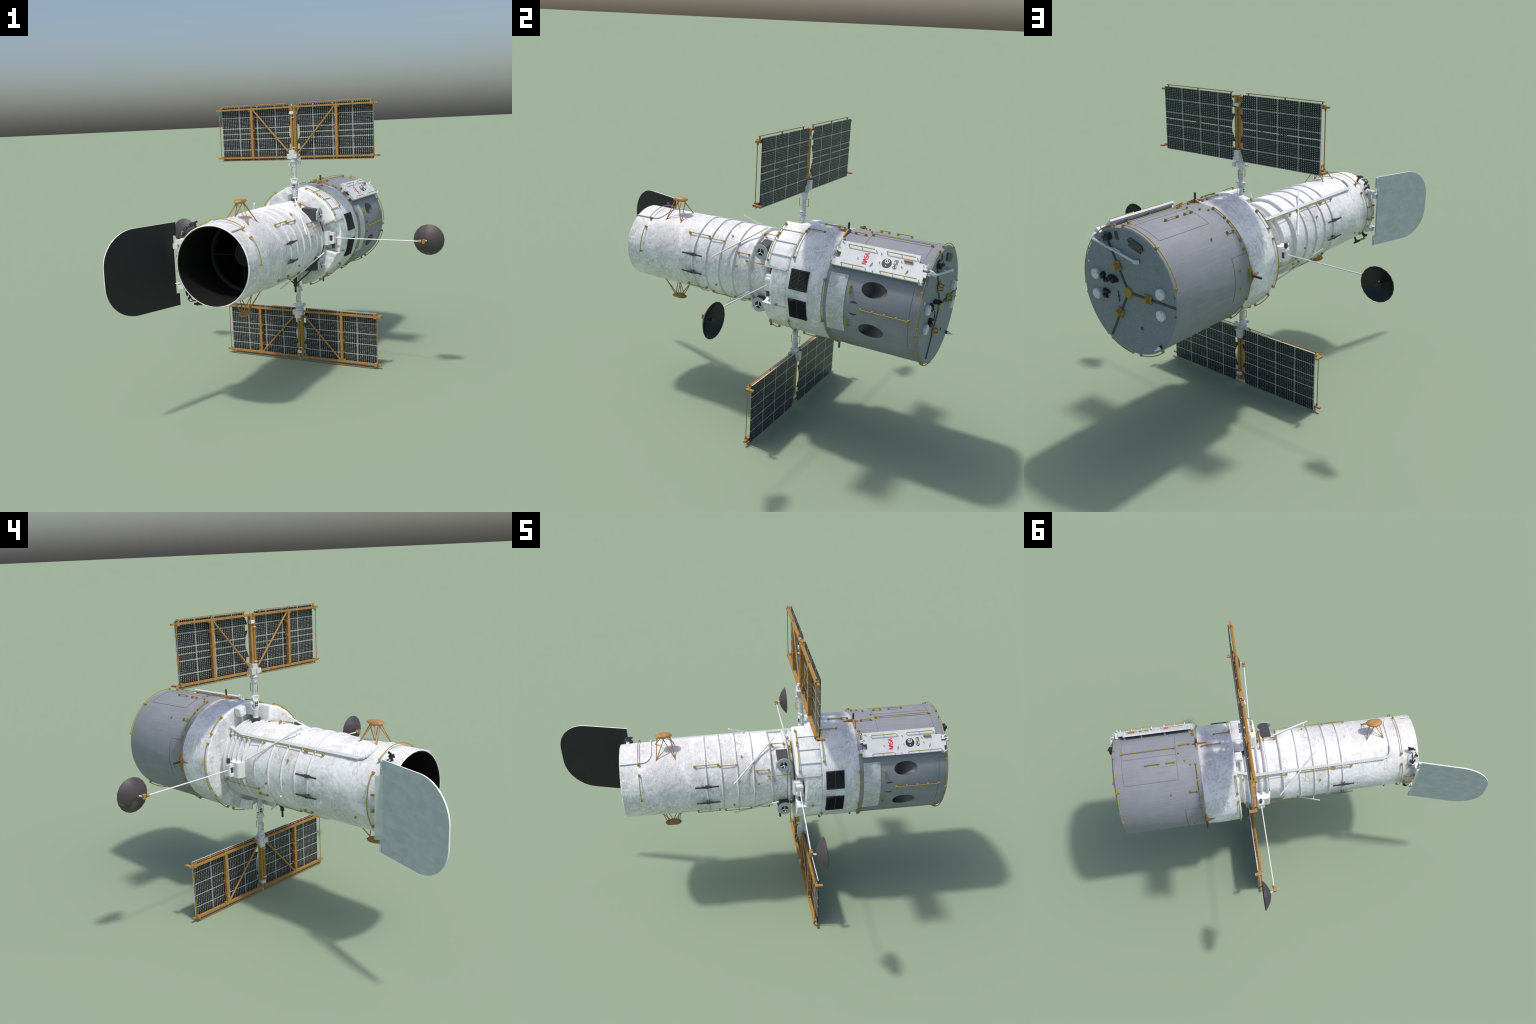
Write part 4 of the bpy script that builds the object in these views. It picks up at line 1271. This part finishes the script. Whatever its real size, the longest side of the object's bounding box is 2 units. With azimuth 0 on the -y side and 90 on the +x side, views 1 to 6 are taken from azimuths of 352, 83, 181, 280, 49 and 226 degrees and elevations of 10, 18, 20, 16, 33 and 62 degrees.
    # ---- lettering: flat prisms just proud of the board
    def strokes(name, polys, width, mat, ox, oy, sx, sy):
        bm = bmesh.new()
        for poly in polys:
            pts = [Vector((ox + x * sx, oy + y * sy, 0)) for x, y in poly]
            L, Rr = [], []
            for i, p in enumerate(pts):
                d0 = (pts[i] - pts[i - 1]).normalized() if i else None
                d1 = (pts[i + 1] - pts[i]).normalized() if i < len(pts) - 1 else None
                d = ((d0 or d1) + (d1 or d0)).normalized()
                nrm = Vector((-d.y, d.x, 0))
                k = 1.0 / max(0.55, nrm.dot(Vector((-(d0 or d1).y, (d0 or d1).x, 0))))
                L.append(p + nrm * width / 2 * k); Rr.append(p - nrm * width / 2 * k)
            for z0 in (0,):
                lo = [[bm.verts.new(BM @ (q + Vector((0, 0, TOP - 0.0005)))) for q in S] for S in (L, Rr)]
                hi = [[bm.verts.new(BM @ (q + Vector((0, 0, TOP + 0.0012)))) for q in S] for S in (L, Rr)]
                for i in range(len(pts) - 1):
                    bm.faces.new((hi[0][i], hi[0][i + 1], hi[1][i + 1], hi[1][i]))
                    bm.faces.new((lo[0][i], lo[0][i + 1], hi[0][i + 1], hi[0][i]))
                    bm.faces.new((lo[1][i], lo[1][i + 1], hi[1][i + 1], hi[1][i]))
        obj_from_bm(name, bm, mat, bd)
    # red single-stroke word: N A S A with crossbar-less A's; x = reading direction, y = letter up (forward)
    n_l = [(0, 0), (0, 0.72), (0.06, 0.94), (0.16, 0.98), (0.24, 0.88), (0.62, 0.12), (0.72, 0.02), (0.82, 0.08), (0.88, 0.28), (0.88, 1.0)]
    a_l = [(0, 0), (0.34, 0.86), (0.44, 0.98), (0.54, 0.86), (0.88, 0)]
    s_l = [(0.02, 0.03), (0.62, 0.03), (0.78, 0.1), (0.82, 0.27), (0.76, 0.44), (0.62, 0.5), (0.24, 0.5), (0.1, 0.57), (0.05, 0.74), (0.1, 0.9), (0.24, 0.97), (0.84, 0.97)]
    polys, x = [], 0.0
    for L in (n_l, a_l, s_l, a_l):
        polys.append([(px + x, py) for px, py in L])
        x += 1.0
    strokes("red_lettering", polys, 0.0046, M_RED, -0.0115, -0.7025, 0.0162, 0.0235)
    # dark disc with white e and dot, then the word below it
    bm = bmesh.new()
    cw, cy, cr = 0.0175, 0.8075, 0.0265
    Mx = BM @ Matrix.Translation((cw, -cy, TOP - 0.0005)) @ Matrix.Rotation(math.radians(90), 4, "X")
    add_lathe(bm, [(0, cr), (0.0016, cr), (0.0016, 0.0002)], n=40, M=Mx)
    obj_from_bm("round_emblem", bm, M_INK, bd)
    def e_path(ox, oy, r):
        pts = [(-1, -0.02), (0.95, -0.02)]
        pts += [(math.cos(math.radians(t)), math.sin(math.radians(t))) for t in range(15, 330, 15)]
        return [(ox + r * px, oy + r * py) for px, py in pts]
    TOPsave = TOP
    TOP = TOPsave + 0.0012
    strokes("emblem_letter", [e_path(0.0285, -0.8075, 0.0105)], 0.0050, M_PANELW, 0, 0, 1, 1)
    bm = bmesh.new()
    add_lathe(bm, [(0, 0.0035), (0.0016, 0.0035), (0.0016, 0.0002)], n=16, M=BM @ Matrix.Translation((0.003, -0.807, TOP - 0.0004)) @ Matrix.Rotation(math.radians(90), 4, "X"))
    obj_from_bm("emblem_dot", bm, M_PANELW, bd)
    TOP = TOPsave
    lh = 0.0085
    e1 = e_path(0.0035, -0.8545, lh)
    s1 = [(0.0155 + 0.0125 * px, -0.8632 + 0.0172 * py) for px, py in s_l]
    a1 = [(0.0312, -0.8475), (0.0340, -0.8460), (0.0400, -0.8460), (0.0435, -0.8490), (0.0438, -0.8635)]
    a2 = [(0.0436, -0.8545), (0.0360, -0.8548), (0.0318, -0.8565), (0.0308, -0.8595), (0.0325, -0.8628), (0.0375, -0.8632), (0.0436, -0.8605)]
    strokes("ink_lettering", [e1, s1, a1, a2], 0.0032, M_INK, 0, 0, 1, 1)
board()

bpy.context.view_layer.update()
